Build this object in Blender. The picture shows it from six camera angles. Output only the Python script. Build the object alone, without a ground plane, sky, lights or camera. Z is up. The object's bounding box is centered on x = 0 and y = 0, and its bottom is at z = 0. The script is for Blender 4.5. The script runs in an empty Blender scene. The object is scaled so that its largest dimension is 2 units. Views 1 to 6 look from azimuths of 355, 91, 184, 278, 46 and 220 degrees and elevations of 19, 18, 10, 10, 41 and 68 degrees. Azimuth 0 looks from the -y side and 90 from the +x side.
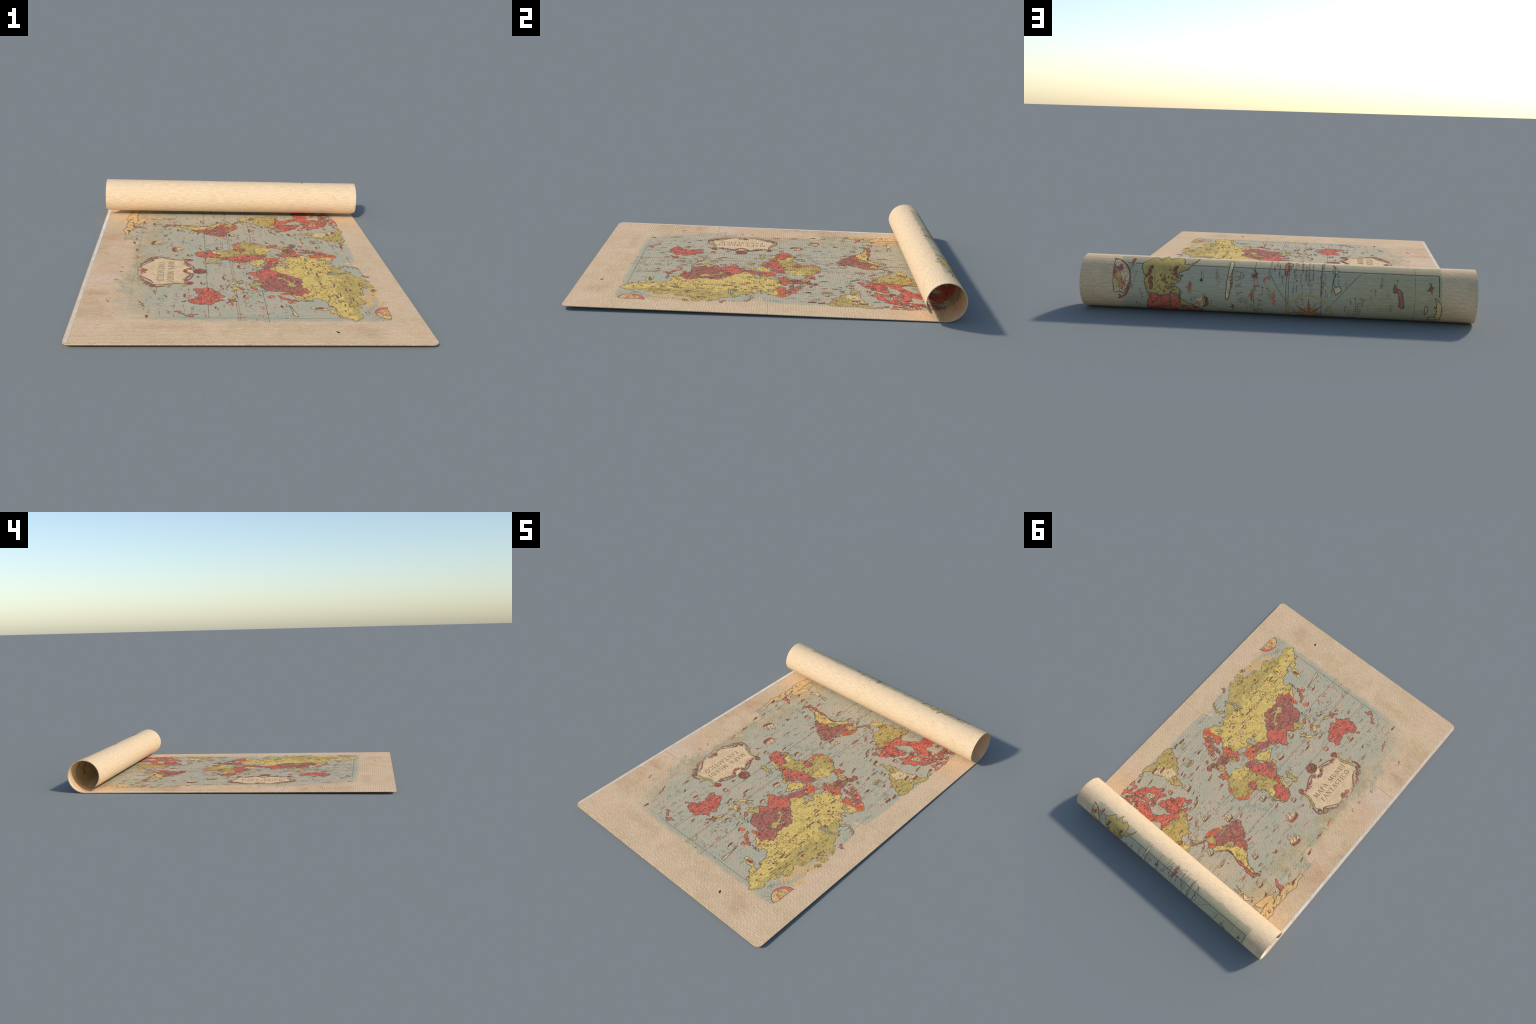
"""A large printed world map on heavy paper, lying flat with its far end rolled up.

All print is laid out on the unrolled sheet in two coordinates:
  s  along the sheet (front edge -1.0, the roll starts at 0.9),  x  across it.
sheet_point(s, x, h) bends that layout onto the flat part and round the roll.
"""
import bpy, bmesh, math, random
from mathutils import Vector, noise
from mathutils.geometry import delaunay_2d_cdt

# ------------------------------------------------------------------ the sheet
HALF_WIDTH = 0.753
FRONT, ROLL_START, SHEET_END = -1.0, 0.8972, 1.466
ROLL_RADIUS = 0.1025
THICK = 0.0034
LIFT = 0.0072            # the flat part rises slightly towards the front edge
CORNER = 0.03


def roll_radius(angle):
    """Outer radius: round, drawing in a little towards the free edge."""
    r = ROLL_RADIUS
    r -= 0.0022 * min(max((angle - math.pi) / (math.pi / 2), 0), 1)
    r -= 0.0075 * min(max((angle - 1.5 * math.pi) / 0.85, 0), 1) ** 1.3
    return r


def sheet_point(s, x, h):
    """h is measured from the under (outer) face towards the printed face."""
    if s <= ROLL_START:
        return Vector((x, s, LIFT * (ROLL_START - s) + h))
    a = (s - ROLL_START) / ROLL_RADIUS
    r = roll_radius(a) - h
    return Vector((x, ROLL_START + r * math.sin(a), ROLL_RADIUS - r * math.cos(a)))


# ------------------------------------------------------------------ materials
def srgb(r, g, b, light=(0.70, 0.78, 0.925)):
    """A colour as seen on the sunlit flat sheet, turned into a base colour."""
    out = []
    for c, l in zip((r, g, b), light):
        c /= 255.0
        c = c / 12.92 if c <= 0.04045 else ((c + 0.055) / 1.055) ** 2.4
        out.append(min(c / l, 0.95))
    return (*out, 1.0)


class Nodes:
    """Small helper for wiring node trees."""

    def __init__(self, tree):
        self.tree = tree

    def put(self, node, value):
        if isinstance(value, bpy.types.NodeSocket):
            self.tree.links.new(value, node)
        elif value is not None:
            node.default_value = value

    def math(self, op, a, b=None, c=None, clamp=False):
        n = self.tree.nodes.new("ShaderNodeMath")
        n.operation, n.use_clamp = op, clamp
        for sock, v in zip(n.inputs, (a, b, c)):
            self.put(sock, v)
        return n.outputs[0]

    def ramp(self, v, lo, hi, a=0.0, b=1.0, smooth=True):
        n = self.tree.nodes.new("ShaderNodeMapRange")
        n.interpolation_type = "SMOOTHSTEP" if smooth else "LINEAR"
        for i, q in enumerate((v, lo, hi, a, b)):
            self.put(n.inputs[i], q)
        return n.outputs[0]

    def mix(self, f, a, b, mode="MIX"):
        n = self.tree.nodes.new("ShaderNodeMix")
        n.data_type, n.blend_type = "RGBA", mode
        self.put(n.inputs[0], f)
        self.put(n.inputs[6], a)
        self.put(n.inputs[7], b)
        return n.outputs[2]

    def noise(self, vec, scale, detail=4.0, rough=0.55, dist=0.0):
        n = self.tree.nodes.new("ShaderNodeTexNoise")
        self.put(n.inputs["Vector"], vec)
        n.inputs["Scale"].default_value = scale
        n.inputs["Detail"].default_value = detail
        n.inputs["Roughness"].default_value = rough
        n.inputs["Distortion"].default_value = dist
        return n.outputs[0]

    def scaled(self, vec, scale, loc=(0, 0, 0)):
        n = self.tree.nodes.new("ShaderNodeMapping")
        self.put(n.inputs[0], vec)
        n.inputs["Scale"].default_value = scale
        n.inputs["Location"].default_value = loc
        return n.outputs[0]

    def group(self, g, **ins):
        n = self.tree.nodes.new("ShaderNodeGroup")
        n.node_tree = g
        for k, v in ins.items():
            self.put(n.inputs[k], v)
        return n.outputs


def new_group(name, ins, outs):
    g = bpy.data.node_groups.new(name, "ShaderNodeTree")
    for k, t in ins:
        g.interface.new_socket(k, in_out="INPUT", socket_type=t)
    for k, t in outs:
        g.interface.new_socket(k, in_out="OUTPUT", socket_type=t)
    i, o = g.nodes.new("NodeGroupInput"), g.nodes.new("NodeGroupOutput")
    return g, Nodes(g), i.outputs, o.inputs


def make_sheet_coordinates():
    """Unroll Object coordinates: gives s, x and the vector (s, x, 0)."""
    g, n, _, out = new_group("sheet_coordinates", [], [("s", "NodeSocketFloat"), ("x", "NodeSocketFloat"), ("flat", "NodeSocketVector")])
    pos = g.nodes.new("ShaderNodeTexCoord").outputs["Object"]
    sep = g.nodes.new("ShaderNodeSeparateXYZ")
    g.links.new(pos, sep.inputs[0])
    x, y, z = sep.outputs
    dy = n.math("SUBTRACT", y, ROLL_START)
    a = n.math("ARCTAN2", dy, n.math("SUBTRACT", ROLL_RADIUS, z))
    a = n.math("ADD", a, n.math("MULTIPLY", n.math("LESS_THAN", a, 0.0), 2 * math.pi))
    rolled_s = n.math("MULTIPLY_ADD", a, ROLL_RADIUS, ROLL_START)
    on_roll = n.math("MAXIMUM", n.math("GREATER_THAN", dy, 0.0), n.math("GREATER_THAN", z, 0.0185))
    s = n.math("ADD", n.math("MULTIPLY", on_roll, rolled_s), n.math("MULTIPLY", n.math("SUBTRACT", 1.0, on_roll), y))
    comb = g.nodes.new("ShaderNodeCombineXYZ")
    g.links.new(s, comb.inputs[0])
    g.links.new(x, comb.inputs[1])
    for i, v in enumerate((s, x, comb.outputs[0])):
        g.links.new(v, out[i])
    return g


def make_weave(coords):
    """Embossed canvas grain: rows of short lumps, plus fine fibres. Height 0..1 and a bumped normal."""
    g, n, _, out = new_group("canvas_grain", [], [("Height", "NodeSocketFloat"), ("Normal", "NodeSocketVector")])
    c = n.group(coords)
    wob = n.math("MULTIPLY", n.math("SUBTRACT", n.noise(c[2], 26.0, 2.0), 0.5), 7.0)
    row_phase = n.math("MULTIPLY_ADD", c[0], 2 * math.pi / 0.0132, wob)
    row = n.math("SINE", row_phase)
    wob2 = n.math("MULTIPLY", n.math("SUBTRACT", n.noise(n.scaled(c[2], (1, 1, 1), (7, 3, 0)), 34.0, 2.0), 0.5), 9.0)
    slant = n.math("MULTIPLY_ADD", row_phase, 0.55, wob2)
    lump = n.math("SINE", n.math("MULTIPLY_ADD", c[1], 2 * math.pi / 0.023, slant))
    h = n.math("ADD", n.math("MULTIPLY_ADD", row, 0.20, 0.5), n.math("MULTIPLY", lump, 0.13))
    soft = n.noise(n.scaled(c[2], (1.5, 0.8, 1)), 90.0, 3.0)
    h = n.math("ADD", n.math("MULTIPLY", h, 0.62), n.math("MULTIPLY", soft, 0.7))
    h = n.math("MULTIPLY", n.math("SUBTRACT", h, 0.6), n.ramp(c[0], 0.90, 1.08, 1.0, 0.5))
    h = n.math("ADD", h, 0.6)
    b = g.nodes.new("ShaderNodeBump")
    b.inputs["Strength"].default_value = 0.65
    b.inputs["Distance"].default_value = 0.0022
    g.links.new(h, b.inputs["Height"])
    g.links.new(h, out[0])
    g.links.new(b.outputs[0], out[1])
    return g


def finish(mat, n, colour, normal, rough=0.86):
    bsdf = mat.node_tree.nodes["Principled BSDF"]
    n.put(bsdf.inputs["Base Color"], colour)
    bsdf.inputs["Roughness"].default_value = rough
    bsdf.inputs["Specular IOR Level"].default_value = 0.15
    if normal is not None:
        n.put(bsdf.inputs["Normal"], normal)


def new_material(name):
    m = bpy.data.materials.new(name)
    m.use_nodes = True
    return m, Nodes(m.node_tree)


PAPER = srgb(195, 171, 146)


def make_paper(coords, weave):
    m, n = new_material("aged_map_paper")
    s, x, flat = n.group(coords)[:3]
    grain, normal = n.group(weave)[:2]
    # --- bare paper: warm beige, pinkish and greenish clouds, brown stains, specks
    col = n.mix(n.ramp(n.noise(flat, 7.0, 5.0), 0.38, 0.62), srgb(188, 165, 137), srgb(198, 176, 150))
    pink = n.ramp(n.noise(n.scaled(flat, (1, 1, 1), (3, 9, 0)), 4.0, 4.0), 0.45, 0.7)
    col = n.mix(n.math("MULTIPLY", pink, 0.75), col, srgb(206, 176, 157))
    speck = n.noise(flat, 120.0, 3.0)
    col = n.mix(n.ramp(speck, 0.42, 0.62, 0.0, 0.75), col, srgb(184, 171, 141))
    col = n.mix(n.ramp(n.noise(flat, 160.0, 2.0), 0.50, 0.68, 0.0, 0.7), col, srgb(214, 183, 158))
    # the free margin on the roll is cleaner and a little paler
    clean = n.ramp(s, 1.16, 1.24)
    col = n.mix(n.math("MULTIPLY", clean, 0.8), col, srgb(203, 186, 161))
    warm = n.math("MULTIPLY", n.ramp(s, 0.55, 0.80), n.math("SUBTRACT", 1.0, n.ramp(s, 0.9, 1.05)))
    col = n.mix(n.math("MULTIPLY", warm, 0.35), col, srgb(208, 172, 130))
    # brown water stains: across the front margin and the left margin
    stain = n.ramp(n.noise(n.scaled(flat, (1.3, 0.8, 1)), 4.5, 7.0, 0.68), 0.46, 0.78)
    front = n.math("MULTIPLY", n.ramp(s, -0.76, -0.86), n.ramp(s, -1.0, -0.88))
    side = n.math("MULTIPLY", n.ramp(x, -0.5, -0.6), n.ramp(s, 0.8, 0.3))
    where = n.math("MAXIMUM", front, side)
    col = n.mix(n.math("MULTIPLY", n.math("MULTIPLY", stain, where), 0.65), col, srgb(160, 124, 92))
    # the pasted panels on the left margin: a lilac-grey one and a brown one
    def box(v, lo, hi, soft=0.003):
        return n.math("MULTIPLY", n.ramp(v, lo - soft, lo + soft), n.ramp(v, hi + soft, hi - soft))
    edge = n.math("ADD", x, n.math("MULTIPLY", n.math("SUBTRACT", n.noise(flat, 18.0, 5.0), 0.5), 0.10))
    lilac = n.math("MULTIPLY", n.ramp(s, -0.329, -0.325), n.ramp(s, 0.05, -0.25))
    lilac = n.math("MULTIPLY", lilac, n.ramp(edge, -0.54, -0.60))
    col = n.mix(n.math("MULTIPLY", lilac, 0.5), col, srgb(196, 178, 164))
    rust = n.math("MULTIPLY", n.ramp(s, -0.24, -0.16), n.ramp(s, 0.06, -0.04))
    rust = n.math("MULTIPLY", rust, n.math("MULTIPLY", n.ramp(edge, -0.53, -0.62), n.ramp(x, -0.74, -0.69)))
    col = n.mix(n.math("MULTIPLY", rust, 0.2), col, srgb(186, 140, 92))
    brown = n.math("MULTIPLY", n.ramp(s, 0.309, 0.313), n.ramp(s, 0.55, 0.40))
    brown = n.math("MULTIPLY", brown, n.ramp(x, -0.608, -0.616))
    col = n.mix(n.math("MULTIPLY", brown, 0.28), col, srgb(178, 138, 108))
    # --- printed sea: teal wash with ragged, faded borders
    rag = n.math("SUBTRACT", n.noise(flat, 16.0, 6.0, 0.62), 0.5)
    rag2 = n.math("SUBTRACT", n.noise(n.scaled(flat, (1, 1, 1), (5, 1, 0)), 9.0, 4.0), 0.5)
    sn = n.math("MULTIPLY_ADD", rag, 0.05, n.math("MULTIPLY_ADD", rag2, 0.03, s))
    xn = n.math("MULTIPLY_ADD", rag, 0.06, n.math("MULTIPLY_ADD", rag2, 0.02, x))
    f_edge = n.ramp(sn, -0.780, -0.750)
    t_loose = n.ramp(xn, 0.612, 0.600)
    for bs, bx, br in ((-0.035, 0.60, 0.055), (0.27, 0.645, 0.05), (1.0, 0.625, 0.05)):   # torn-off bites
        d = n.math("SQRT", n.math("ADD", n.math("POWER", n.math("SUBTRACT", s, bs), 2.0), n.math("POWER", n.math("MULTIPLY", n.math("SUBTRACT", x, bx), 1.4), 2.0)))
        t_loose = n.math("MULTIPLY", t_loose, n.ramp(n.math("MULTIPLY_ADD", rag, 0.16, d), br - 0.008, br + 0.004))
    t_cut = n.ramp(x, 0.621, 0.619)
    straight = n.math("MULTIPLY", n.ramp(s, 0.36, 0.44), n.ramp(s, 0.95, 0.92))
    t_edge = n.math("MULTIPLY", t_cut, n.math("MAXIMUM", t_loose, straight))
    l_cut = n.ramp(x, -0.622, -0.618)
    xl = n.math("MULTIPLY_ADD", rag, 0.16, n.math("MULTIPLY_ADD", rag2, 0.22, x))
    sag = n.math("MULTIPLY", n.ramp(s, -0.20, -0.05), n.ramp(s, 0.42, 0.28))
    shift = n.math("ADD", n.math("MULTIPLY", sag, 0.035), n.math("MULTIPLY", n.ramp(s, 0.30, 0.46), -0.16))
    shift = n.math("ADD", shift, n.math("MULTIPLY", n.ramp(s, 0.9, 1.0), -0.3))
    l_edge = n.ramp(n.math("SUBTRACT", xl, shift), -0.595, -0.545)
    l_edge = n.math("MULTIPLY", l_cut, l_edge)
    patchy = n.noise(n.scaled(flat, (1, 1, 1), (8, 2, 0)), 13.0, 6.0, 0.7)   # worn patches eating in from the left margin
    eat = n.math("MULTIPLY", n.ramp(patchy, 0.46, 0.56), n.ramp(x, -0.40, -0.54))
    eat = n.math("MULTIPLY", eat, n.ramp(s, 0.95, 0.85))
    l_edge = n.math("MULTIPLY", l_edge, n.math("MULTIPLY_ADD", eat, -0.6, 1.0))
    fl = n.math("ADD", n.math("ADD", sn, x), 0.0)          # the front left corner has worn away
    corner = n.ramp(fl, -1.32, -1.0)
    e_edge = n.ramp(n.math("MULTIPLY_ADD", rag, 0.045, s), 1.213, 1.200)
    sea = n.math("MULTIPLY", n.math("MULTIPLY", f_edge, t_edge), n.math("MULTIPLY", l_edge, n.math("MULTIPLY", corner, e_edge)))
    tone = n.mix(n.ramp(n.noise(flat, 5.0, 5.0), 0.40, 0.62), srgb(168, 161, 144), srgb(157, 161, 146))
    tone = n.mix(n.ramp(n.noise(n.scaled(flat, (1, 1, 1), (2, 4, 0)), 11.0, 4.0), 0.46, 0.68, 0.0, 0.7), tone, srgb(175, 163, 146))
    drab = n.math("MULTIPLY", n.ramp(x, -0.34, -0.52), n.ramp(s, -0.9, 0.1, 0.45, 1.0))
    drab = n.math("MULTIPLY", drab, n.ramp(n.noise(flat, 8.0, 5.0), 0.36, 0.6))
    tone = n.mix(n.math("MULTIPLY", drab, 0.85), tone, srgb(160, 148, 112))
    rim = n.math("SUBTRACT", 1.0, n.ramp(n.math("MULTIPLY_ADD", rag, 0.04, s), -0.74, -0.69))
    tone = n.mix(n.math("MULTIPLY", rim, 0.35), tone, srgb(150, 156, 140))
    back = n.ramp(s, 0.93, 1.02)                           # sea colour adjusted for the bluish sky shade on the rolled back end
    tone = n.mix(n.math("MULTIPLY", back, 0.75), tone, srgb(161, 160, 142))
    tone = n.mix(n.math("MULTIPLY", n.math("MULTIPLY", back, n.ramp(x, -0.15, -0.45)), 0.6), tone, srgb(160, 153, 120))
    end_rim = n.ramp(s, 1.158, 1.166)
    tone = n.mix(n.math("MULTIPLY", end_rim, n.ramp(n.noise(flat, 20.0, 4.0), 0.35, 0.6, 0.3, 0.8)), tone, srgb(158, 155, 130))
    worn = n.ramp(n.noise(flat, 60.0, 4.0, 0.65), 0.60, 0.80, 1.0, 0.55)
    col = n.mix(n.math("MULTIPLY", n.math("MULTIPLY", sea, worn), 0.95), col, tone)
    # --- creases and a few spots
    jig = n.math("MULTIPLY_ADD", n.math("SUBTRACT", n.noise(flat, 25.0, 3.0), 0.5), 0.004, s)
    crease = n.math("MULTIPLY", n.ramp(n.math("ABSOLUTE", n.math("ADD", jig, 0.327)), 0.0016, 0.0006), n.ramp(x, -0.50, -0.55))
    crease2 = n.math("MULTIPLY", n.ramp(n.math("ABSOLUTE", n.math("SUBTRACT", jig, 0.02)), 0.0014, 0.0005), n.ramp(x, 0.60, 0.63))
    col = n.mix(n.math("MULTIPLY", n.math("MAXIMUM", crease, crease2), 0.75), col, srgb(120, 90, 80))
    vor = m.node_tree.nodes.new("ShaderNodeTexVoronoi")
    vor.inputs["Scale"].default_value = 14.0
    n.put(vor.inputs["Vector"], flat)
    dots = n.ramp(vor.outputs["Distance"], 0.055, 0.03)
    dots = n.math("MULTIPLY", dots, n.ramp(n.noise(flat, 9.0), 0.5, 0.6))
    col = n.mix(n.math("MULTIPLY", dots, 0.35), col, srgb(150, 112, 86))
    fibre = n.noise(n.scaled(flat, (2.2, 0.35, 1)), 60.0, 4.0, 0.7)
    shade = n.math("MULTIPLY", n.ramp(grain, 0.3, 0.9, 0.84, 1.10, smooth=False), n.ramp(fibre, 0.3, 0.7, 0.90, 1.08))
    col = n.mix(1.0, col, shade, "MULTIPLY")
    finish(m, n, col, normal)
    return m


def make_ink(name, colour, coords, weave, drawn=0.0, fade=0.12, pale=None):
    """A printed colour: mottled, worn thin in places, with fine drawn lines on land."""
    m, n = new_material(name)
    s, x, flat = n.group(coords)[:3]
    grain, normal = n.group(weave)[:2]
    dark = tuple(c * 0.80 for c in colour[:3]) + (1.0,)
    col = n.mix(n.ramp(n.noise(flat, 26.0, 5.0), 0.35, 0.65), dark, colour)
    if drawn:
        web = n.math("ABSOLUTE", n.math("SUBTRACT", n.noise(n.scaled(flat, (1.0, 1.5, 1)), 30.0, 3.0, 0.5, 0.6), 0.5))
        col = n.mix(n.ramp(web, 0.018, 0.004, 0.0, drawn), col, srgb(104, 92, 66))
        marks = n.noise(n.scaled(flat, (0.55, 1.5, 1), (4, 2, 0)), 130.0, 2.0)
        col = n.mix(n.ramp(marks, 0.60, 0.68, 0.0, drawn), col, tuple(c * 0.35 for c in colour[:3]) + (1.0,))
    worn = n.ramp(n.noise(flat, 70.0, 4.0, 0.7), 0.42, 0.75, fade * 0.7, fade * 4.0)
    col = n.mix(worn, col, pale or PAPER)
    left = n.math("MULTIPLY", n.ramp(x, -0.42, -0.56, 0.0, 0.45), n.ramp(s, 0.2, -0.1))
    col = n.mix(left, col, PAPER)
    col = n.mix(1.0, col, n.ramp(grain, 0.3, 0.9, 0.84, 1.10, smooth=False), "MULTIPLY")
    finish(m, n, col, normal)
    return m


COORDS = make_sheet_coordinates()
WEAVE = make_weave(COORDS)
INK = {
    "yellow": make_ink("yellow_print", srgb(208, 185, 102), COORDS, WEAVE, 0.42),
    "olive": make_ink("olive_print", srgb(177, 160, 86), COORDS, WEAVE, 0.5),
    "coral": make_ink("coral_print", srgb(204, 99, 86), COORDS, WEAVE, 0.6, 0.07),
    "orange": make_ink("orange_print", srgb(204, 98, 68), COORDS, WEAVE, 0.6, 0.08),
    "burgundy": make_ink("burgundy_print", srgb(161, 88, 88), COORDS, WEAVE, 0.7, 0.09),
    "sea": make_ink("inland_water_print", srgb(163, 163, 146), COORDS, WEAVE, 0.12),
    "cream": make_ink("cream_print", srgb(214, 193, 152), COORDS, WEAVE, 0.2),
    "panel": make_ink("title_panel_print", srgb(211, 187, 152), COORDS, WEAVE, 0.0, 0.2),
    "peach": make_ink("ice_land_print", srgb(222, 178, 120), COORDS, WEAVE, 0.06),
    "scrap": make_ink("faded_coast_print", srgb(196, 168, 118), COORDS, WEAVE, 0.25, 0.2),
    "peachpale": make_ink("faded_ship_print", srgb(206, 172, 136), COORDS, WEAVE, 0.5, 0.5),
    "brown": make_ink("brown_print", srgb(122, 66, 48), COORDS, WEAVE, 0.0, 0.1),
    "dark_red": make_ink("dark_red_print", srgb(150, 66, 58), COORDS, WEAVE, 0.0, 0.1),
    "outline": make_ink("grey_line_print", srgb(72, 71, 65), COORDS, WEAVE, 0.0, 0.1),
    "faint": make_ink("thin_line_print", srgb(106, 102, 88), COORDS, WEAVE, 0.0, 0.14),
    "caption": make_ink("caption_print", srgb(138, 112, 94), COORDS, WEAVE, 0.0, 0.16),
    "plum": make_ink("plum_print", srgb(116, 66, 70), COORDS, WEAVE, 0.0, 0.12),
    "black": make_ink("black_print", srgb(62, 56, 52), COORDS, WEAVE, 0.0, 0.05),
    "letter": make_ink("letter_print", srgb(88, 80, 70), COORDS, WEAVE, 0.0, 0.1),
    "white": make_ink("white_edge_paint", srgb(220, 213, 208), COORDS, WEAVE, 0.0, 0.03, srgb(200, 190, 184)),
}

# ------------------------------------------------------------------ building
scroll_root = bpy.data.objects.new("map_scroll", None)
scroll_root["label"] = "aged illustrated world map, flat with one end rolled up"
scroll_root["category"] = "map scroll"
bpy.context.scene.collection.objects.link(scroll_root)

FILM, LAYER = 0.00035, 0.00022


class Print:
    """Collects 2D shapes (s, x) with an ink and a layer, then bends them onto the sheet."""

    def __init__(self):
        self.parts = {}

    def add(self, ink, layer, verts, faces):
        v, f = self.parts.setdefault((ink, layer), ([], []))
        k = len(v)
        v.extend(verts)
        f.extend([tuple(i + k for i in q) for q in faces])

    def fill(self, ink, layer, loop):
        pts, n = [Vector(p) for p in loop], len(loop)
        r = delaunay_2d_cdt(pts, [], [list(range(n))], 1, 1e-7)
        self.add(ink, layer, [tuple(p) for p in r[0]], [tuple(q) for q in r[2]])

    def line(self, ink, layer, pts, width, closed=False, taper=False):
        pts = [Vector(p) for p in pts]
        n = len(pts)
        if n < 2:
            return
        left, right = [], []
        for i, p in enumerate(pts):
            a = pts[i - 1] if (closed or i) else p
            b = pts[(i + 1) % n] if (closed or i < n - 1) else p
            d1, d2 = (p - a), (b - p)
            d1 = d1.normalized() if d1.length > 1e-9 else d2.normalized()
            d2 = d2.normalized() if d2.length > 1e-9 else d1
            t = d1 + d2
            t = t.normalized() if t.length > 0.3 else d1
            w = width / 2 / max(0.6, t.dot(d1))
            if taper:
                w *= 0.25 + 0.75 * math.sin(math.pi * (0.08 + 0.84 * i / max(1, n - 1)))
            nrm = Vector((-t.y, t.x)) * w
            left.append(tuple(p + nrm))
            right.append(tuple(p - nrm))
        m = n if closed else n - 1
        faces = [(i, (i + 1) % n, n + (i + 1) % n, n + i) for i in range(m)]
        self.add(ink, layer, left + right, faces)

    def disc(self, ink, layer, c, r, squash=1.0, sides=14):
        loop = [(c[0] + r * math.cos(2 * math.pi * i / sides), c[1] + squash * r * math.sin(2 * math.pi * i / sides)) for i in range(sides)]
        self.add(ink, layer, loop, [tuple(range(sides))])

    def build(self, name, kind=None, both=True):
        bm = bmesh.new()
        mats = []
        for (ink, layer), (vs, fs) in self.parts.items():
            if ink not in mats:
                mats.append(ink)
            part = bmesh.new()
            bv = [part.verts.new((v[0], v[1], 0)) for v in vs]
            for f in fs:
                try:
                    part.faces.new([bv[i] for i in f])
                except ValueError:
                    pass
            hi = max((v[0] for v in vs), default=0)
            lo = min((v[0] for v in vs), default=0)
            cut = ROLL_START
            while cut < hi:
                if cut > lo:
                    bmesh.ops.bisect_plane(part, geom=part.verts[:] + part.edges[:] + part.faces[:], plane_co=(cut, 0, 0), plane_no=(1, 0, 0), dist=1e-6)
                cut += 0.006
            bmesh.ops.triangulate(part, faces=part.faces[:])
            part.verts.index_update()
            up = FILM + layer * LAYER
            inner = [bm.verts.new(sheet_point(v.co.x, v.co.y, THICK + up)) for v in part.verts]
            for f in part.faces:
                q = bm.faces.new([inner[v.index] for v in f.verts])
                q.material_index, q.smooth = mats.index(ink), True
                q.normal_update()
                mid = f.calc_center_median()
                if q.normal.dot(sheet_point(mid.x, mid.y, 0.01) - sheet_point(mid.x, mid.y, 0)) < 0:
                    q.normal_flip()
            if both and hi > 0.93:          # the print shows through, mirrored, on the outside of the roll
                outer = {}
                for f in part.faces:
                    mid = f.calc_center_median()
                    if mid.x < 0.925:
                        continue
                    ring = []
                    for v in f.verts:
                        if v.index not in outer:
                            outer[v.index] = bm.verts.new(sheet_point(v.co.x, v.co.y, -up))
                        ring.append(outer[v.index])
                    q = bm.faces.new(ring)
                    q.material_index, q.smooth = mats.index(ink), True
                    q.normal_update()
                    if q.normal.dot(sheet_point(mid.x, mid.y, 0.01) - sheet_point(mid.x, mid.y, 0)) > 0:
                        q.normal_flip()
            part.free()
        me = bpy.data.meshes.new(name)
        bm.to_mesh(me)
        bm.free()
        for ink in mats:
            me.materials.append(INK[ink])
        ob = bpy.data.objects.new(name, me)
        bpy.context.scene.collection.objects.link(ob)
        ob.parent = scroll_root
        if kind:
            ob["kind"] = kind
        return ob


def build_paper():
    """The sheet itself: a closed, thin slab with rounded corners and soft edges."""
    rows = []
    k = 0
    for i in range(13):                                     # dense rows where the corners round off
        rows.append(FRONT + CORNER * (1 - math.cos(math.pi / 2 * i / 12)))
    s = rows[-1]
    while s < ROLL_START - 0.02:
        s += 0.02
        rows.append(s)
    while s < SHEET_END - CORNER - 0.004:
        s += 0.004
        rows.append(s)
    for i in range(12, -1, -1):
        rows.append(SHEET_END - CORNER * (1 - math.cos(math.pi / 2 * i / 12)))
    rows = sorted(set(round(r, 5) for r in rows))
    cols = 60

    def half(s):
        d = min(s - FRONT, SHEET_END - s)
        if d >= CORNER:
            return HALF_WIDTH
        return HALF_WIDTH - CORNER + math.sqrt(max(0, CORNER**2 - (CORNER - d) ** 2))

    verts, faces = [], []
    for h in (0.0, THICK):
        for s in rows:
            w = half(s)
            verts += [sheet_point(s, w * (2 * j / cols - 1), h) for j in range(cols + 1)]
    nr, nc = len(rows), cols + 1
    for i in range(nr - 1):
        for j in range(cols):
            a = i * nc + j
            faces.append((a, a + nc, a + nc + 1, a + 1))
            b = a + nr * nc
            faces.append((b, b + 1, b + nc + 1, b + nc))
    ring = [j for j in range(nc)] + [i * nc + nc - 1 for i in range(1, nr)] + [(nr - 1) * nc + j for j in range(nc - 2, -1, -1)] + [i * nc for i in range(nr - 2, 0, -1)]
    lens = [(rows[q // nc], half(rows[q // nc]) * (2 * (q % nc) / cols - 1)) for q in ring]
    m, base = len(ring), len(verts)
    for i, (s, x) in enumerate(lens):                       # a soft bulge round the rim
        s0, x0 = lens[i - 1]
        s1, x1 = lens[(i + 1) % m]
        d = Vector((x1 - x0, -(s1 - s0)))
        d = d.normalized() * 0.0008 if d.length else d
        verts.append(sheet_point(s + d.x, x + d.y, THICK / 2))
    for i in range(m):
        a, b = ring[i], ring[(i + 1) % m]
        c, d = base + i, base + (i + 1) % m
        faces.append((a, b, d, c))
        faces.append((c, d, b + nr * nc, a + nr * nc))
    me = bpy.data.meshes.new("paper_sheet")
    me.from_pydata([tuple(v) for v in verts], [], faces)
    bm = bmesh.new()
    bm.from_mesh(me)
    bmesh.ops.recalc_face_normals(bm, faces=bm.faces[:])
    bm.to_mesh(me)
    bm.free()
    for p in me.polygons:
        p.use_smooth = True
    me.set_sharp_from_angle(angle=math.radians(50))
    me.materials.append(make_paper(COORDS, WEAVE))
    ob = bpy.data.objects.new("paper_sheet", me)
    bpy.context.scene.collection.objects.link(ob)
    ob.parent = scroll_root


build_paper()

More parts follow.
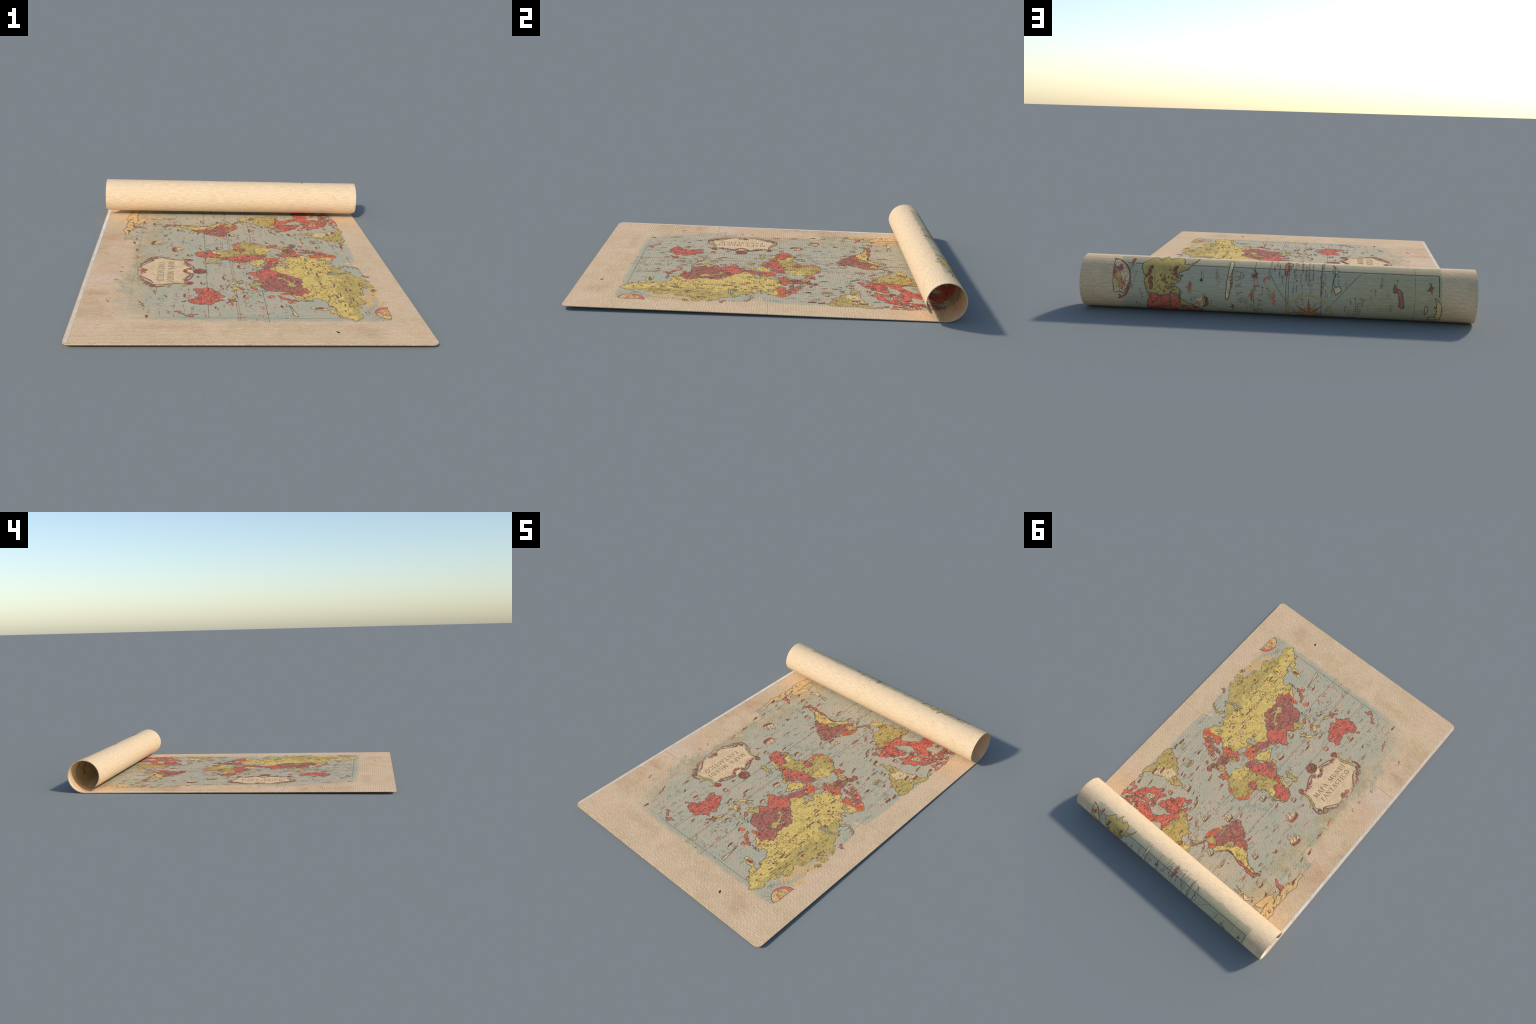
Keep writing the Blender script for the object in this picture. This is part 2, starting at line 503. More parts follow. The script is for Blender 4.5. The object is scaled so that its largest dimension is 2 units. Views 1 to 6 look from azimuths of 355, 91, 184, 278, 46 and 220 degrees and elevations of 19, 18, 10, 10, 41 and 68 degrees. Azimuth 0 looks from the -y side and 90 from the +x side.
strip = Print()
edge = HALF_WIDTH - 0.0032
rows = [FRONT + 0.012 + 0.02 * i for i in range(200) if FRONT + 0.012 + 0.02 * i < SHEET_END - 0.03]
outer_edge = [(s, -edge + (0.012 * max(0, 1 - (s - FRONT - 0.012) / 0.018) ** 2)) for s in rows]
inner_edge = [(s, -edge + 0.0155) for s in rows]
strip.add("white", 0, outer_edge + inner_edge, [(i, i + 1, len(rows) + i + 1, len(rows) + i) for i in range(len(rows) - 1)])
strip.build("white_edge_strip", both=False)

# ------------------------------------------------------------------ land
LANDS = []                                                  # (ink, layer, loop) kept for placing drawings
COAST = Print()


def rugged(loop, rough, rng, longest=0.005):
    """Fractal coastline: split long sides, pushing each midpoint sideways."""
    out = []

    def split(a, b):
        d = (b - a).length
        if d <= longest:
            return [a]
        m = (a + b) / 2 + Vector((-(b - a).y, (b - a).x)) * rng.uniform(-0.3, 0.3) * rough
        return split(a, m) + split(m, b)

    pts = [Vector((p[0] / 1000, p[1] / 1000)) for p in loop]
    for i, p in enumerate(pts):
        out += split(p, pts[(i + 1) % len(pts)])
    return [tuple(p) for p in out]


def inside(loop, s, x):
    c, j = False, len(loop) - 1
    for i in range(len(loop)):
        (a, b), (p, q) = loop[i], loop[j]
        if (b > x) != (q > x) and s < (p - a) * (x - b) / (q - b) + a:
            c = not c
        j = i
    return c


def land(kind, place, ink, layer, outlined, rough, loop):
    rng = random.Random(place)
    pts = rugged(loop, rough, rng)
    pr = Print()
    pr.fill(ink, layer, pts)
    pr.build(kind)
    if outlined:
        COAST.line("outline", layer + 0.5, pts, 0.0030, closed=True)
    LANDS.append((ink, layer, pts))


land('continent', 'eurasia', 'yellow', 0, 1, 1.0, [(-765, 450), (-743, 448), (-738, 430), (-725, 416), (-729, 400), (-706, 392), (-684, 366), (-665, 358), (-644, 354), (-645, 345), (-648, 319), (-635, 300), (-618, 279), (-609, 295), (-608, 322), (-619, 346), (-633, 351), (-637, 366), (-644, 380), (-650, 388), (-648, 395), (-638, 385), (-627, 393), (-610, 379), (-599, 362), (-582, 364), (-567, 363), (-550, 362), (-528, 347), (-511, 327), (-508, 308), (-527, 304), (-528, 283), (-522, 262), (-505, 245), (-491, 225), (-475, 216), (-462, 209), (-458, 195), (-463, 185), (-463, 171), (-453, 160), (-448, 173), (-447, 194), (-434, 199), (-427, 204), (-415, 200), (-421, 189), (-428, 181), (-417, 169), (-418, 153), (-421, 134), (-415, 113), (-403, 99), (-381, 90), (-366, 86), (-361, 71), (-351, 82), (-330, 88), (-309, 77), (-286, 52), (-276, 57), (-273, 71), (-264, 85), (-253, 91), (-239, 83), (-224, 65), (-206, 55), (-197, 35), (-188, 21), (-178, 21), (-171, 39), (-168, 53), (-162, 69), (-146, 88), (-127, 104), (-114, 110), (-100, 109), (-77, 116), (-61, 124), (-37, 136), (-25, 133), (-4, 140), (28, 137), (46, 124), (59, 129), (59, 140), (50, 177), (56, 204), (68, 213), (81, 221), (93, 201), (118, 193), (116, 214), (152, 237), (182, 238), (198, 240), (200, 219), (225, 221), (244, 251), (219, 276), (193, 299), (168, 304), (139, 297), (111, 333), (83, 361), (65, 379), (103, 368), (113, 372), (111, 402), (98, 428), (104, 439), (115, 424), (132, 392), (134, 367), (152, 360), (170, 361), (180, 346), (193, 346), (201, 363), (199, 381), (181, 409), (167, 427), (146, 451), (136, 474), (120, 497), (100, 515), (83, 513), (68, 504), (56, 492), (35, 484), (15, 474), (4, 456), (8, 446), (-1, 443), (-13, 446), (-26, 446), (-38, 451), (-48, 474), (-57, 487), (-61, 480), (-52, 462), (-54, 452), (-63, 470), (-82, 482), (-95, 496), (-115, 500), (-132, 479), (-128, 501), (-135, 526), (-135, 526), (-155, 546), (-170, 543), (-189, 542), (-202, 555), (-228, 564), (-240, 582), (-268, 601), (-293, 612), (-310, 565), (-322, 581), (-322, 614), (-367, 615), (-366, 588), (-359, 571), (-347, 551), (-372, 565), (-382, 554), (-407, 554), (-434, 543), (-441, 555), (-468, 544), (-467, 526), (-484, 510), (-503, 522), (-524, 527), (-533, 546), (-559, 538), (-577, 524), (-575, 512), (-609, 512), (-627, 506), (-634, 489), (-641, 478), (-662, 490), (-686, 482), (-686, 493), (-709, 496), (-736, 485), (-758, 469)])
land('country', 'siberia', 'olive', 1, 0, 1.0, [(-765, 450), (-698, 452), (-601, 450), (-460, 453), (-305, 454), (-200, 449), (-194, 413), (-151, 442), (-77, 444), (-42, 458), (-52, 462), (-82, 482), (-95, 496), (-115, 500), (-132, 479), (-128, 501), (-135, 526), (-135, 526), (-155, 546), (-170, 543), (-189, 542), (-202, 555), (-228, 564), (-240, 582), (-268, 601), (-293, 612), (-310, 565), (-322, 581), (-322, 614), (-367, 615), (-366, 588), (-359, 571), (-347, 551), (-372, 565), (-382, 554), (-407, 554), (-434, 543), (-441, 555), (-468, 544), (-467, 526), (-484, 510), (-503, 522), (-524, 527), (-533, 546), (-559, 538), (-577, 524), (-575, 512), (-609, 512), (-627, 506), (-634, 489), (-641, 478), (-662, 490), (-686, 482), (-686, 493), (-709, 496), (-736, 485), (-758, 469)])
land('lake', 'gulf of ob', 'sea', 2, 1, 0.4, [(-156, 548), (-165, 533), (-169, 489), (-185, 495), (-190, 485), (-191, 441), (-191, 416), (-180, 435), (-181, 464), (-178, 482), (-168, 472), (-166, 453), (-145, 442), (-158, 463), (-165, 483), (-159, 511), (-153, 533)])
land('country', 'china', 'burgundy', 2, 1, 0.8, [(-429, 310), (-442, 283), (-466, 259), (-473, 232), (-467, 210), (-434, 199), (-415, 200), (-429, 180), (-417, 169), (-418, 153), (-421, 134), (-415, 113), (-403, 99), (-381, 90), (-365, 85), (-361, 71), (-343, 85), (-319, 85), (-303, 112), (-264, 122), (-246, 129), (-230, 170), (-193, 171), (-174, 188), (-195, 219), (-217, 249), (-254, 283), (-295, 285), (-341, 280), (-368, 270)])
land('country', 'manchuria', 'orange', 3, 0, 1.0, [(-429, 310), (-471, 263), (-478, 241), (-459, 253), (-449, 272), (-423, 278), (-389, 277), (-370, 267), (-401, 289)])
land('country', 'korea', 'orange', 3, 0, 1.0, [(-454, 208), (-458, 195), (-463, 185), (-463, 171), (-453, 160), (-448, 173), (-445, 203)])
land('country', 'shore', 'coral', 3, 0, 1.0, [(-474, 238), (-471, 213), (-457, 208), (-451, 230)])
land('country', 'india', 'coral', 3, 1, 1.0, [(-166, 184), (-189, 178), (-233, 161), (-241, 141), (-273, 113), (-296, 106), (-309, 84), (-288, 51), (-276, 57), (-264, 85), (-253, 91), (-239, 83), (-224, 65), (-206, 55), (-189, 22), (-178, 21), (-171, 39), (-162, 69), (-146, 88), (-118, 108), (-127, 139), (-147, 165)])
land('country', 'persia', 'burgundy', 2, 0, 1.0, [(-18, 200), (-35, 193), (-58, 180), (-85, 182), (-99, 156), (-123, 144), (-125, 114), (-100, 109), (-77, 116), (-61, 124), (-37, 136), (-25, 133), (-12, 152), (-17, 173), (-10, 188)])
land('country', 'anatolia', 'orange', 2, 0, 1.0, [(6, 207), (-15, 182), (-10, 161), (18, 153), (46, 124), (59, 129), (59, 140), (50, 177), (56, 204), (30, 208)])
land('country', 'levant', 'coral', 2, 0, 1.0, [(-2, 170), (-25, 136), (-3, 138), (29, 135), (46, 124), (46, 145)])
land('island', 'arabia', 'yellow', 1, 1, 1.0, [(36, 133), (2, 134), (-26, 126), (-43, 109), (-60, 98), (-74, 102), (-92, 86), (-79, 72), (-56, 58), (-23, 43), (-1, 35), (5, 51), (8, 76), (20, 87), (44, 122)])
land('country', 'yemen', 'coral', 2, 0, 1.0, [(6, 77), (-11, 49), (-2, 35), (5, 51)])
land('lake', 'caspian sea', 'sea', 3, 1, 0.6, [(-31, 247), (-48, 248), (-59, 238), (-51, 223), (-61, 211), (-56, 182), (-37, 184), (-32, 197), (-27, 224), (-21, 236)])
land('lake', 'black sea', 'sea', 3, 1, 0.6, [(65, 242), (35, 242), (4, 209), (32, 201), (74, 213), (75, 228)])
land('lake', 'aral lake', 'sea', 3, 1, 0.5, [(-88, 243), (-103, 236), (-100, 221), (-84, 224), (-82, 235)])
land('lake', 'white sea', 'sea', 3, 1, 0.5, [(49, 454), (33, 446), (17, 433), (17, 422), (35, 423), (46, 440)])
land('country', 'finland', 'orange', 2, 0, 1.0, [(57, 492), (68, 504), (83, 513), (100, 515), (119, 496), (120, 479), (99, 465), (94, 442), (97, 423), (109, 403), (114, 374), (99, 366), (65, 379), (57, 397), (66, 418), (63, 442), (72, 467), (64, 480)])
land('country', 'sweden', 'burgundy', 2, 0, 1.0, [(129, 480), (110, 467), (101, 446), (115, 424), (132, 392), (135, 368), (153, 362), (171, 362), (165, 390), (162, 414), (144, 441)])
land('country', 'norway', 'coral', 2, 0, 1.0, [(135, 466), (158, 423), (167, 393), (171, 362), (180, 346), (193, 346), (201, 363), (199, 381), (181, 409), (149, 447)])
land('island', 'baltic land', 'burgundy', 1, 1, 1.0, [(151, 366), (134, 357), (144, 326), (158, 316), (158, 340)])
land('country', 'europe', 'burgundy', 2, 0, 1.0, [(109, 337), (80, 317), (88, 274), (75, 255), (67, 238), (82, 222), (94, 202), (118, 193), (116, 214), (152, 237), (182, 238), (198, 240), (200, 219), (225, 221), (244, 251), (219, 276), (193, 299), (168, 304), (139, 297), (111, 333)])
land('country', 'poland', 'orange', 3, 0, 1.0, [(109, 330), (80, 317), (88, 274), (105, 256), (128, 269), (130, 300)])
land('country', 'balkans', 'coral', 3, 0, 1.0, [(92, 268), (66, 241), (82, 222), (94, 202), (106, 223), (110, 241)])
land('country', 'alpine land', 'olive', 3, 0, 1.0, [(125, 266), (109, 258), (115, 248), (132, 254)])
land('country', 'italy', 'olive', 3, 0, 1.0, [(136, 245), (110, 225), (113, 211), (128, 209), (156, 239)])
land('country', 'iberia', 'olive', 3, 0, 1.0, [(211, 266), (195, 254), (198, 223), (225, 221), (244, 251), (229, 267)])
land('country', 'iberia patch', 'coral', 4, 0, 1.0, [(219, 259), (212, 247), (220, 236), (233, 244)])
land('island', 'england', 'coral', 1, 1, 1.0, [(272, 321), (258, 312), (271, 283), (282, 282), (288, 307)])
land('island', 'scotland', 'coral', 1, 1, 1.0, [(248, 318), (227, 306), (220, 291), (230, 268), (249, 271), (255, 287), (252, 301)])
land('island', 'faroe', 'coral', 1, 1, 1.0, [(248, 348), (246, 339), (257, 331), (259, 341)])
land('island', 'iceland', 'olive', 1, 1, 1.0, [(355, 441), (332, 431), (311, 440), (301, 421), (324, 408), (358, 413), (362, 429)])
land('country', 'iceland patch', 'burgundy', 2, 0, 1.0, [(320, 437), (306, 427), (327, 414), (336, 425)])
land('island', 'novaya island', 'olive', 1, 1, 1.0, [(-90, 595), (-102, 589), (-74, 556), (-69, 537), (-86, 514), (-103, 501), (-93, 498), (-64, 511), (-54, 530), (-66, 560)])
land('island', 'arctic island', 'coral', 1, 1, 1.0, [(-215, 628), (-228, 619), (-224, 602), (-205, 591), (-191, 601)])
land('island', 'small cape', 'olive', 1, 1, 1.0, [(-16, 476), (-22, 468), (-20, 457), (-9, 462)])
land('continent', 'africa', 'olive', 0, 1, 1.0, [(234, 159), (205, 171), (177, 171), (150, 152), (130, 140), (112, 148), (86, 138), (63, 131), (38, 104), (25, 61), (-3, 26), (-28, 29), (-43, 31), (-44, 18), (-22, -11), (5, -40), (27, -55), (18, -82), (13, -105), (27, -129), (43, -156), (57, -193), (83, -221), (107, -225), (131, -224), (147, -191), (159, -138), (156, -109), (155, -82), (171, -53), (179, -28), (201, -15), (224, -14), (251, -21), (280, -20), (297, -3), (315, 35), (311, 70), (302, 99), (284, 124), (266, 150), (255, 160)])
land('country', 'sahara', 'yellow', 1, 0, 1.0, [(205, 171), (177, 171), (150, 152), (130, 140), (109, 145), (104, 111), (115, 91), (148, 89), (195, 91), (223, 99), (221, 122), (230, 147)])
land('country', 'egypt', 'coral', 1, 1, 1.0, [(109, 145), (86, 138), (63, 131), (38, 104), (25, 61), (-3, 26), (-43, 31), (-10, -11), (19, -51), (38, -62), (66, -49), (59, -10), (85, -12), (119, 34), (100, 66), (112, 88), (104, 111)])
land('country', 'nubia', 'burgundy', 2, 0, 1.0, [(106, 142), (64, 130), (41, 104), (62, 89), (96, 102), (106, 114)])
land('country', 'abyssinia', 'burgundy', 2, 0, 1.0, [(15, 43), (-5, 22), (-29, 21), (-1, -13), (34, -32), (34, -6), (28, 21)])
land('country', 'somali coast', 'yellow', 2, 0, 1.0, [(-42, 29), (-39, 9), (6, -39), (1, -18), (-26, 11)])
land('country', 'south cape', 'coral', 1, 1, 1.0, [(62, -66), (39, -68), (20, -86), (39, -100), (49, -145), (59, -174), (58, -193), (84, -220), (107, -225), (130, -223), (147, -190), (155, -142), (114, -131), (111, -102), (95, -94), (70, -110)])
land('country', 'transvaal', 'yellow', 1, 0, 1.0, [(154, -91), (115, -90), (111, -102), (117, -128), (155, -139), (154, -110)])
land('country', 'mozambique', 'yellow', 2, 0, 1.0, [(20, -86), (13, -105), (27, -129), (43, -157), (55, -171), (48, -150), (42, -124), (37, -103)])
land('country', 'gold coast', 'coral', 1, 1, 1.0, [(152, 30), (161, -2), (176, -21), (203, -11), (205, 24)])
land('country', 'west coast', 'orange', 1, 0, 1.0, [(286, 119), (280, 106), (296, 91), (310, 69), (302, 99)])
land('country', 'gulf coast', 'coral', 1, 0, 1.0, [(235, 19), (230, 7), (228, -13), (245, -12), (242, 5)])
land('country', 'guinea', 'orange', 1, 0, 1.0, [(314, 35), (297, 24), (281, 1), (244, -10), (249, -20), (279, -19), (296, -2)])
land('island', 'morocco', 'orange', 1, 1, 1.0, [(274, 220), (249, 216), (223, 212), (215, 203), (231, 175), (254, 162), (269, 177), (271, 196)])
land('country', 'morocco patch', 'olive', 2, 0, 1.0, [(250, 204), (227, 204), (227, 198), (254, 196)])
land('island', 'madagascar', 'olive', 1, 1, 1.0, [(-35, -91), (-37, -110), (-36, -137), (-40, -161), (-37, -178), (-20, -188), (-9, -165), (-5, -126), (-18, -108)])
land('continent', 'australia', 'coral', 0, 1, 1.0, [(-537, -95), (-540, -113), (-547, -129), (-563, -148), (-588, -176), (-583, -185), (-588, -213), (-578, -237), (-568, -253), (-545, -260), (-528, -261), (-517, -248), (-520, -230), (-497, -232), (-478, -216), (-463, -212), (-455, -223), (-433, -225), (-415, -239), (-397, -238), (-380, -226), (-392, -211), (-383, -186), (-383, -159), (-404, -148), (-420, -140), (-434, -121), (-452, -115), (-472, -110), (-480, -98), (-499, -103), (-499, -117), (-519, -125), (-530, -108)])
land('island', 'tasmania', 'coral', 1, 1, 1.0, [(-542, -268), (-560, -280), (-553, -292), (-546, -281)])
land('island', 'new guinea', 'coral', 1, 1, 1.0, [(-522, -54), (-553, -60), (-573, -90), (-563, -94), (-548, -80), (-529, -85), (-528, -70)])
land('island', 'papua', 'yellow', 1, 1, 1.0, [(-507, -49), (-522, -54), (-526, -74), (-524, -83), (-515, -80), (-504, -62), (-481, -54), (-475, -44), (-484, -42)])
land('island', 'bismarck', 'coral', 1, 1, 1.0, [(-571, -64), (-587, -60), (-583, -67), (-572, -71)])
land('island', 'borneo', 'yellow', 1, 1, 1.0, [(-396, 2), (-402, -6), (-394, -17), (-405, -30), (-390, -55), (-373, -56), (-355, -28), (-375, -23)])
land('country', 'borneo coast', 'coral', 2, 0, 1.0, [(-396, 2), (-402, -6), (-387, -23), (-377, -39), (-366, -30), (-378, -20)])
land('country', 'indochina', 'olive', 2, 1, 1.0, [(-334, 89), (-347, 78), (-343, 67), (-357, 54), (-352, 29), (-333, 17), (-314, 35), (-321, 56), (-298, 48), (-295, 59), (-310, 76)])
land('island', 'sumatra', 'yellow', 1, 1, 1.0, [(-304, 16), (-318, -5), (-326, -21), (-320, -25), (-299, 12)])
land('island', 'java', 'yellow', 1, 1, 1.0, [(-284, -1), (-310, -33), (-340, -59), (-338, -70), (-302, -39), (-276, -8)])
land('island', 'timor', 'olive', 1, 1, 1.0, [(-350, -70), (-372, -76), (-376, -83), (-353, -81)])
land('island', 'luzon', 'olive', 1, 1, 1.0, [(-421, 72), (-430, 66), (-427, 52), (-413, 51)])
land('island', 'mindanao', 'olive', 1, 1, 1.0, [(-438, 16), (-449, 11), (-439, -8), (-431, -1)])
land('island', 'celebes', 'olive', 1, 1, 1.0, [(-413, -37), (-425, -51), (-422, -61), (-408, -55), (-407, -47)])
land('island', 'palawan', 'olive', 1, 1, 1.0, [(-410, 28), (-410, 20), (-399, 8), (-397, 15)])
land('island', 'formosa', 'orange', 1, 1, 1.0, [(-378, 52), (-403, 57), (-405, 48), (-390, 33), (-368, 34)])
land('island', 'hainan', 'orange', 1, 1, 1.0, [(-423, 102), (-429, 98), (-421, 86), (-414, 90)])
land('island', 'north zealand', 'coral', 1, 1, 1.0, [(-695, -222), (-703, -242), (-728, -252), (-719, -272), (-709, -277), (-700, -258), (-696, -240)])
land('island', 'south zealand', 'coral', 1, 1, 1.0, [(-695, -271), (-702, -283), (-684, -299), (-673, -321), (-658, -311), (-663, -292), (-675, -295)])
land('island', 'hokkaido', 'orange', 1, 1, 1.0, [(-538, 281), (-548, 267), (-538, 244), (-531, 247), (-532, 264)])
land('island', 'sakhalin', 'yellow', 1, 1, 1.0, [(-537, 307), (-542, 300), (-542, 275), (-538, 280)])
land('island', 'honshu north', 'orange', 1, 1, 1.0, [(-537, 235), (-549, 226), (-530, 208), (-524, 219)])
land('island', 'honshu', 'orange', 1, 1, 1.0, [(-530, 206), (-534, 192), (-523, 165), (-502, 154), (-476, 144), (-473, 158), (-498, 166), (-500, 178), (-514, 176), (-520, 197)])
land('lizard_drawing', 'chameleon', 'olive', 3, 1, 0.3, [(-348, 256), (-369, 235), (-368, 215), (-353, 217), (-337, 199), (-317, 216), (-284, 205), (-258, 193), (-261, 172), (-237, 160), (-236, 177), (-243, 196), (-282, 222), (-309, 230), (-283, 247), (-287, 257), (-319, 237), (-336, 244)])
land('continent', 'canada', 'coral', 0, 1, 1.0, [(708, 556), (691, 558), (673, 561), (677, 552), (661, 533), (649, 539), (626, 517), (603, 500), (595, 480), (598, 471), (574, 450), (567, 431), (577, 420), (600, 435), (604, 432), (584, 402), (588, 396), (603, 406), (587, 383), (616, 400), (640, 415), (651, 416), (666, 413), (677, 420), (683, 447), (700, 447), (705, 420), (718, 403), (659, 392), (648, 392), (638, 390), (601, 369), (600, 349), (582, 360), (575, 334), (542, 305), (527, 288), (532, 273), (525, 266), (506, 245), (517, 236), (543, 244), (543, 260), (539, 272), (555, 255), (588, 262), (592, 258), (573, 238), (561, 230), (574, 218), (589, 223), (604, 248), (627, 237), (651, 226), (704, 257), (722, 246), (755, 253), (779, 263), (783, 351), (879, 369), (958, 380), (970, 445), (934, 492), (875, 461), (834, 457), (776, 446), (763, 497), (732, 505), (714, 477), (708, 456), (700, 474), (712, 507), (718, 535)])
land('island', 'ellesmere', 'coral', 0, 1, 1.0, [(695, 621), (669, 621), (650, 621), (657, 605), (672, 602), (686, 616)])
land('island', 'axel island', 'coral', 0, 1, 1.0, [(769, 617), (751, 620), (708, 622), (703, 615), (721, 615), (719, 604), (685, 594), (662, 588), (667, 574), (681, 570), (732, 577), (745, 603)])
land('island', 'banks island', 'coral', 0, 1, 1.0, [(781, 563), (768, 561), (761, 527), (776, 518), (784, 554)])
land('island', 'victoria island', 'coral', 0, 1, 1.0, [(751, 561), (733, 559), (743, 528), (755, 532)])
land('island', 'prince island', 'coral', 0, 1, 1.0, [(749, 522), (734, 508), (741, 496), (758, 507)])
land('island', 'melville island', 'coral', 0, 1, 1.0, [(767, 504), (753, 490), (762, 479), (778, 488)])
land('island', 'devon island', 'coral', 0, 1, 1.0, [(781, 619), (775, 596), (777, 578), (784, 593)])
land('island', 'cornwall island', 'coral', 0, 1, 1.0, [(761, 593), (747, 585), (749, 572), (764, 576)])
land('lake', 'baffin hollow', 'sea', 1, 1, 0.8, [(668, 500), (641, 486), (643, 462), (632, 445), (647, 437), (667, 445), (680, 460), (681, 481)])
land('lake', 'hudson bay', 'sea', 1, 1, 0.8, [(717, 415), (684, 429), (668, 416), (676, 399), (668, 383), (665, 354), (661, 342), (660, 321), (670, 306), (660, 287), (669, 280), (690, 314), (717, 327), (733, 350), (743, 368), (727, 394)])
land('island', 'bay island', 'coral', 2, 1, 0.6, [(696, 429), (672, 413), (671, 403), (700, 403), (700, 414)])
land('lake', 'labrador lake', 'sea', 1, 1, 0.5, [(542, 275), (533, 275), (545, 256), (551, 237), (562, 254), (581, 253), (569, 266)])
land('sea_creature', 'arctic drawing', 'cream', 2, 1, 0.5, [(662, 478), (638, 472), (629, 448), (651, 441), (666, 446), (667, 461)])
land('continent', 'united lands', 'olive', 1, 1, 1.0, [(605, 246), (595, 224), (597, 200), (626, 190), (641, 157), (671, 127), (670, 97), (678, 99), (688, 122), (705, 117), (741, 122), (751, 112), (754, 93), (802, 118), (819, 177), (850, 213), (848, 268), (779, 263), (755, 253), (722, 246), (706, 256), (651, 226)])
land('ice_field', 'great lakes', 'cream', 2, 1, 0.8, [(722, 246), (707, 254), (683, 245), (671, 227), (687, 236), (702, 235), (713, 241)])
land('continent', 'mexico', 'yellow', 1, 1, 1.0, [(780, 139), (751, 112), (753, 78), (741, 57), (719, 58), (708, 77), (704, 69), (718, 50), (729, 42), (753, 41), (778, 45), (790, 66), (802, 118)])
land('country', 'mexico patch', 'coral', 2, 0, 1.0, [(770, 100), (765, 84), (773, 71), (774, 85)])
land('island', 'honduras', 'olive', 1, 1, 1.0, [(705, 46), (683, 47), (685, 29), (679, 12), (707, 30)])
land('island', 'isthmus', 'burgundy', 1, 1, 1.0, [(723, 48), (712, 42), (708, 29), (681, 12), (652, 0), (657, -5), (685, 3), (714, 24), (729, 42)])
land('continent', 'greenland', 'olive', 0, 1, 1.0, [(333, 597), (323, 584), (341, 579), (343, 554), (358, 537), (348, 505), (369, 508), (378, 486), (392, 481), (400, 457), (425, 440), (449, 428), (459, 392), (466, 359), (475, 361), (492, 378), (508, 401), (507, 436), (506, 469), (520, 512), (538, 561), (547, 598), (563, 610), (581, 605), (598, 602), (607, 616), (568, 617), (504, 616), (429, 608), (362, 604)])
land('ice_field', 'greenland ice', 'cream', 1, 0, 1.2, [(533, 589), (481, 571), (462, 544), (448, 507), (437, 467), (442, 440), (462, 444), (499, 454), (499, 487), (517, 515), (528, 549)])
land('continent', 'south america', 'burgundy', 0, 1, 1.0, [(418, -64), (412, -87), (426, -107), (439, -142), (454, -163), (477, -180), (495, -209), (513, -232), (529, -244), (540, -243), (542, -260), (557, -273), (580, -275), (574, -285), (583, -298), (598, -324), (598, -342), (605, -359), (610, -378), (615, -390), (631, -398), (637, -376), (637, -345), (629, -312), (631, -278), (629, -256), (616, -234), (610, -198), (609, -161), (616, -141), (635, -131), (648, -112), (668, -82), (662, -67), (670, -42), (650, -34), (648, -27), (651, -1), (635, 15), (618, 20), (596, 19), (564, 10), (540, -15), (512, -17), (505, -37), (486, -41), (447, -49)])
land('country', 'venezuela', 'orange', 1, 0, 1.0, [(632, 11), (618, 20), (596, 19), (565, 10), (540, -15), (539, -36), (563, -20), (596, -13), (621, -8)])
land('country', 'guiana', 'yellow', 1, 0, 1.0, [(535, -9), (513, -18), (525, -34), (541, -27)])
land('country', 'colombia', 'olive', 1, 1, 0.6, [(637, 11), (602, -18), (601, -38), (608, -55), (630, -74), (639, -51), (648, -27), (651, -4)])
land('country', 'ecuador', 'orange', 1, 0, 1.0, [(669, -42), (650, -37), (636, -48), (630, -64), (647, -79), (662, -69)])
land('country', 'peru', 'yellow', 1, 1, 0.6, [(663, -72), (632, -81), (607, -107), (589, -116), (583, -148), (560, -170), (546, -199), (533, -208), (541, -236), (542, -260), (558, -273), (580, -275), (575, -286), (598, -324), (599, -342), (610, -378), (621, -352), (619, -299), (614, -243), (604, -193), (616, -141), (648, -112), (666, -83)])
land('country', 'bolivia', 'olive', 2, 1, 0.6, [(602, -107), (582, -105), (561, -118), (544, -145), (555, -163), (573, -160), (588, -142), (601, -127)])
land('country', 'paraguay', 'orange', 2, 0, 1.0, [(549, -160), (525, -180), (527, -196), (545, -198), (561, -170)])
land('country', 'chile', 'coral', 2, 1, 0.6, [(614, -139), (608, -160), (614, -212), (623, -251), (622, -301), (624, -349), (615, -384), (631, -398), (638, -372), (629, -312), (631, -278), (629, -256), (616, -234), (610, -198), (610, -161)])
land('island', 'fire land', 'coral', 1, 1, 1.0, [(604, -382), (602, -402), (600, -414), (618, -400)])
land('island', 'fire land tip', 'yellow', 1, 1, 1.0, [(602, -384), (579, -403), (600, -407)])
land('lake', 'amazon', 'sea', 1, 1, 0.3, [(505, -37), (494, -38), (512, -49), (541, -53), (569, -52), (579, -45), (537, -45)])
land('continent', 'antarctic land', 'peach', 0, 1, 0.5, [(775, -505), (736, -512), (701, -521), (656, -539), (610, -545), (631, -553), (656, -559), (663, -582), (688, -591), (639, -574), (612, -576), (587, -576), (561, -576), (545, -577), (526, -575), (532, -587), (511, -587), (473, -601), (430, -595), (430, -616), (492, -622), (553, -622), (620, -618), (727, -624), (778, -622), (936, -599), (945, -547), (779, -568), (700, -561), (753, -551), (763, -519)])
land('island', 'antarctic arm', 'coral', 1, 1, 0.5, [(560, -498), (551, -501), (568, -531), (565, -547), (562, -575), (586, -577), (590, -548), (589, -532), (572, -515)])
land('mermaid_drawing', 'mermaid', 'cream', 1, 1, 0.3, [(742, -339), (747, -385), (751, -423), (752, -455), (730, -466), (749, -467), (769, -455), (779, -437), (766, -416), (768, -378), (768, -342), (761, -381), (757, -409), (752, -379)])
land('sea_creature', 'long whale', 'cream', 1, 1, 0.15, [(-591, 187), (-621, 195), (-666, 204), (-716, 212), (-720, 202), (-700, 194), (-643, 191), (-592, 182)])
land('animal_drawing', 'bear', 'brown', 2, 0, 0.6, [(-627, 346), (-635, 333), (-636, 318), (-637, 302), (-622, 298), (-618, 314), (-620, 334)])
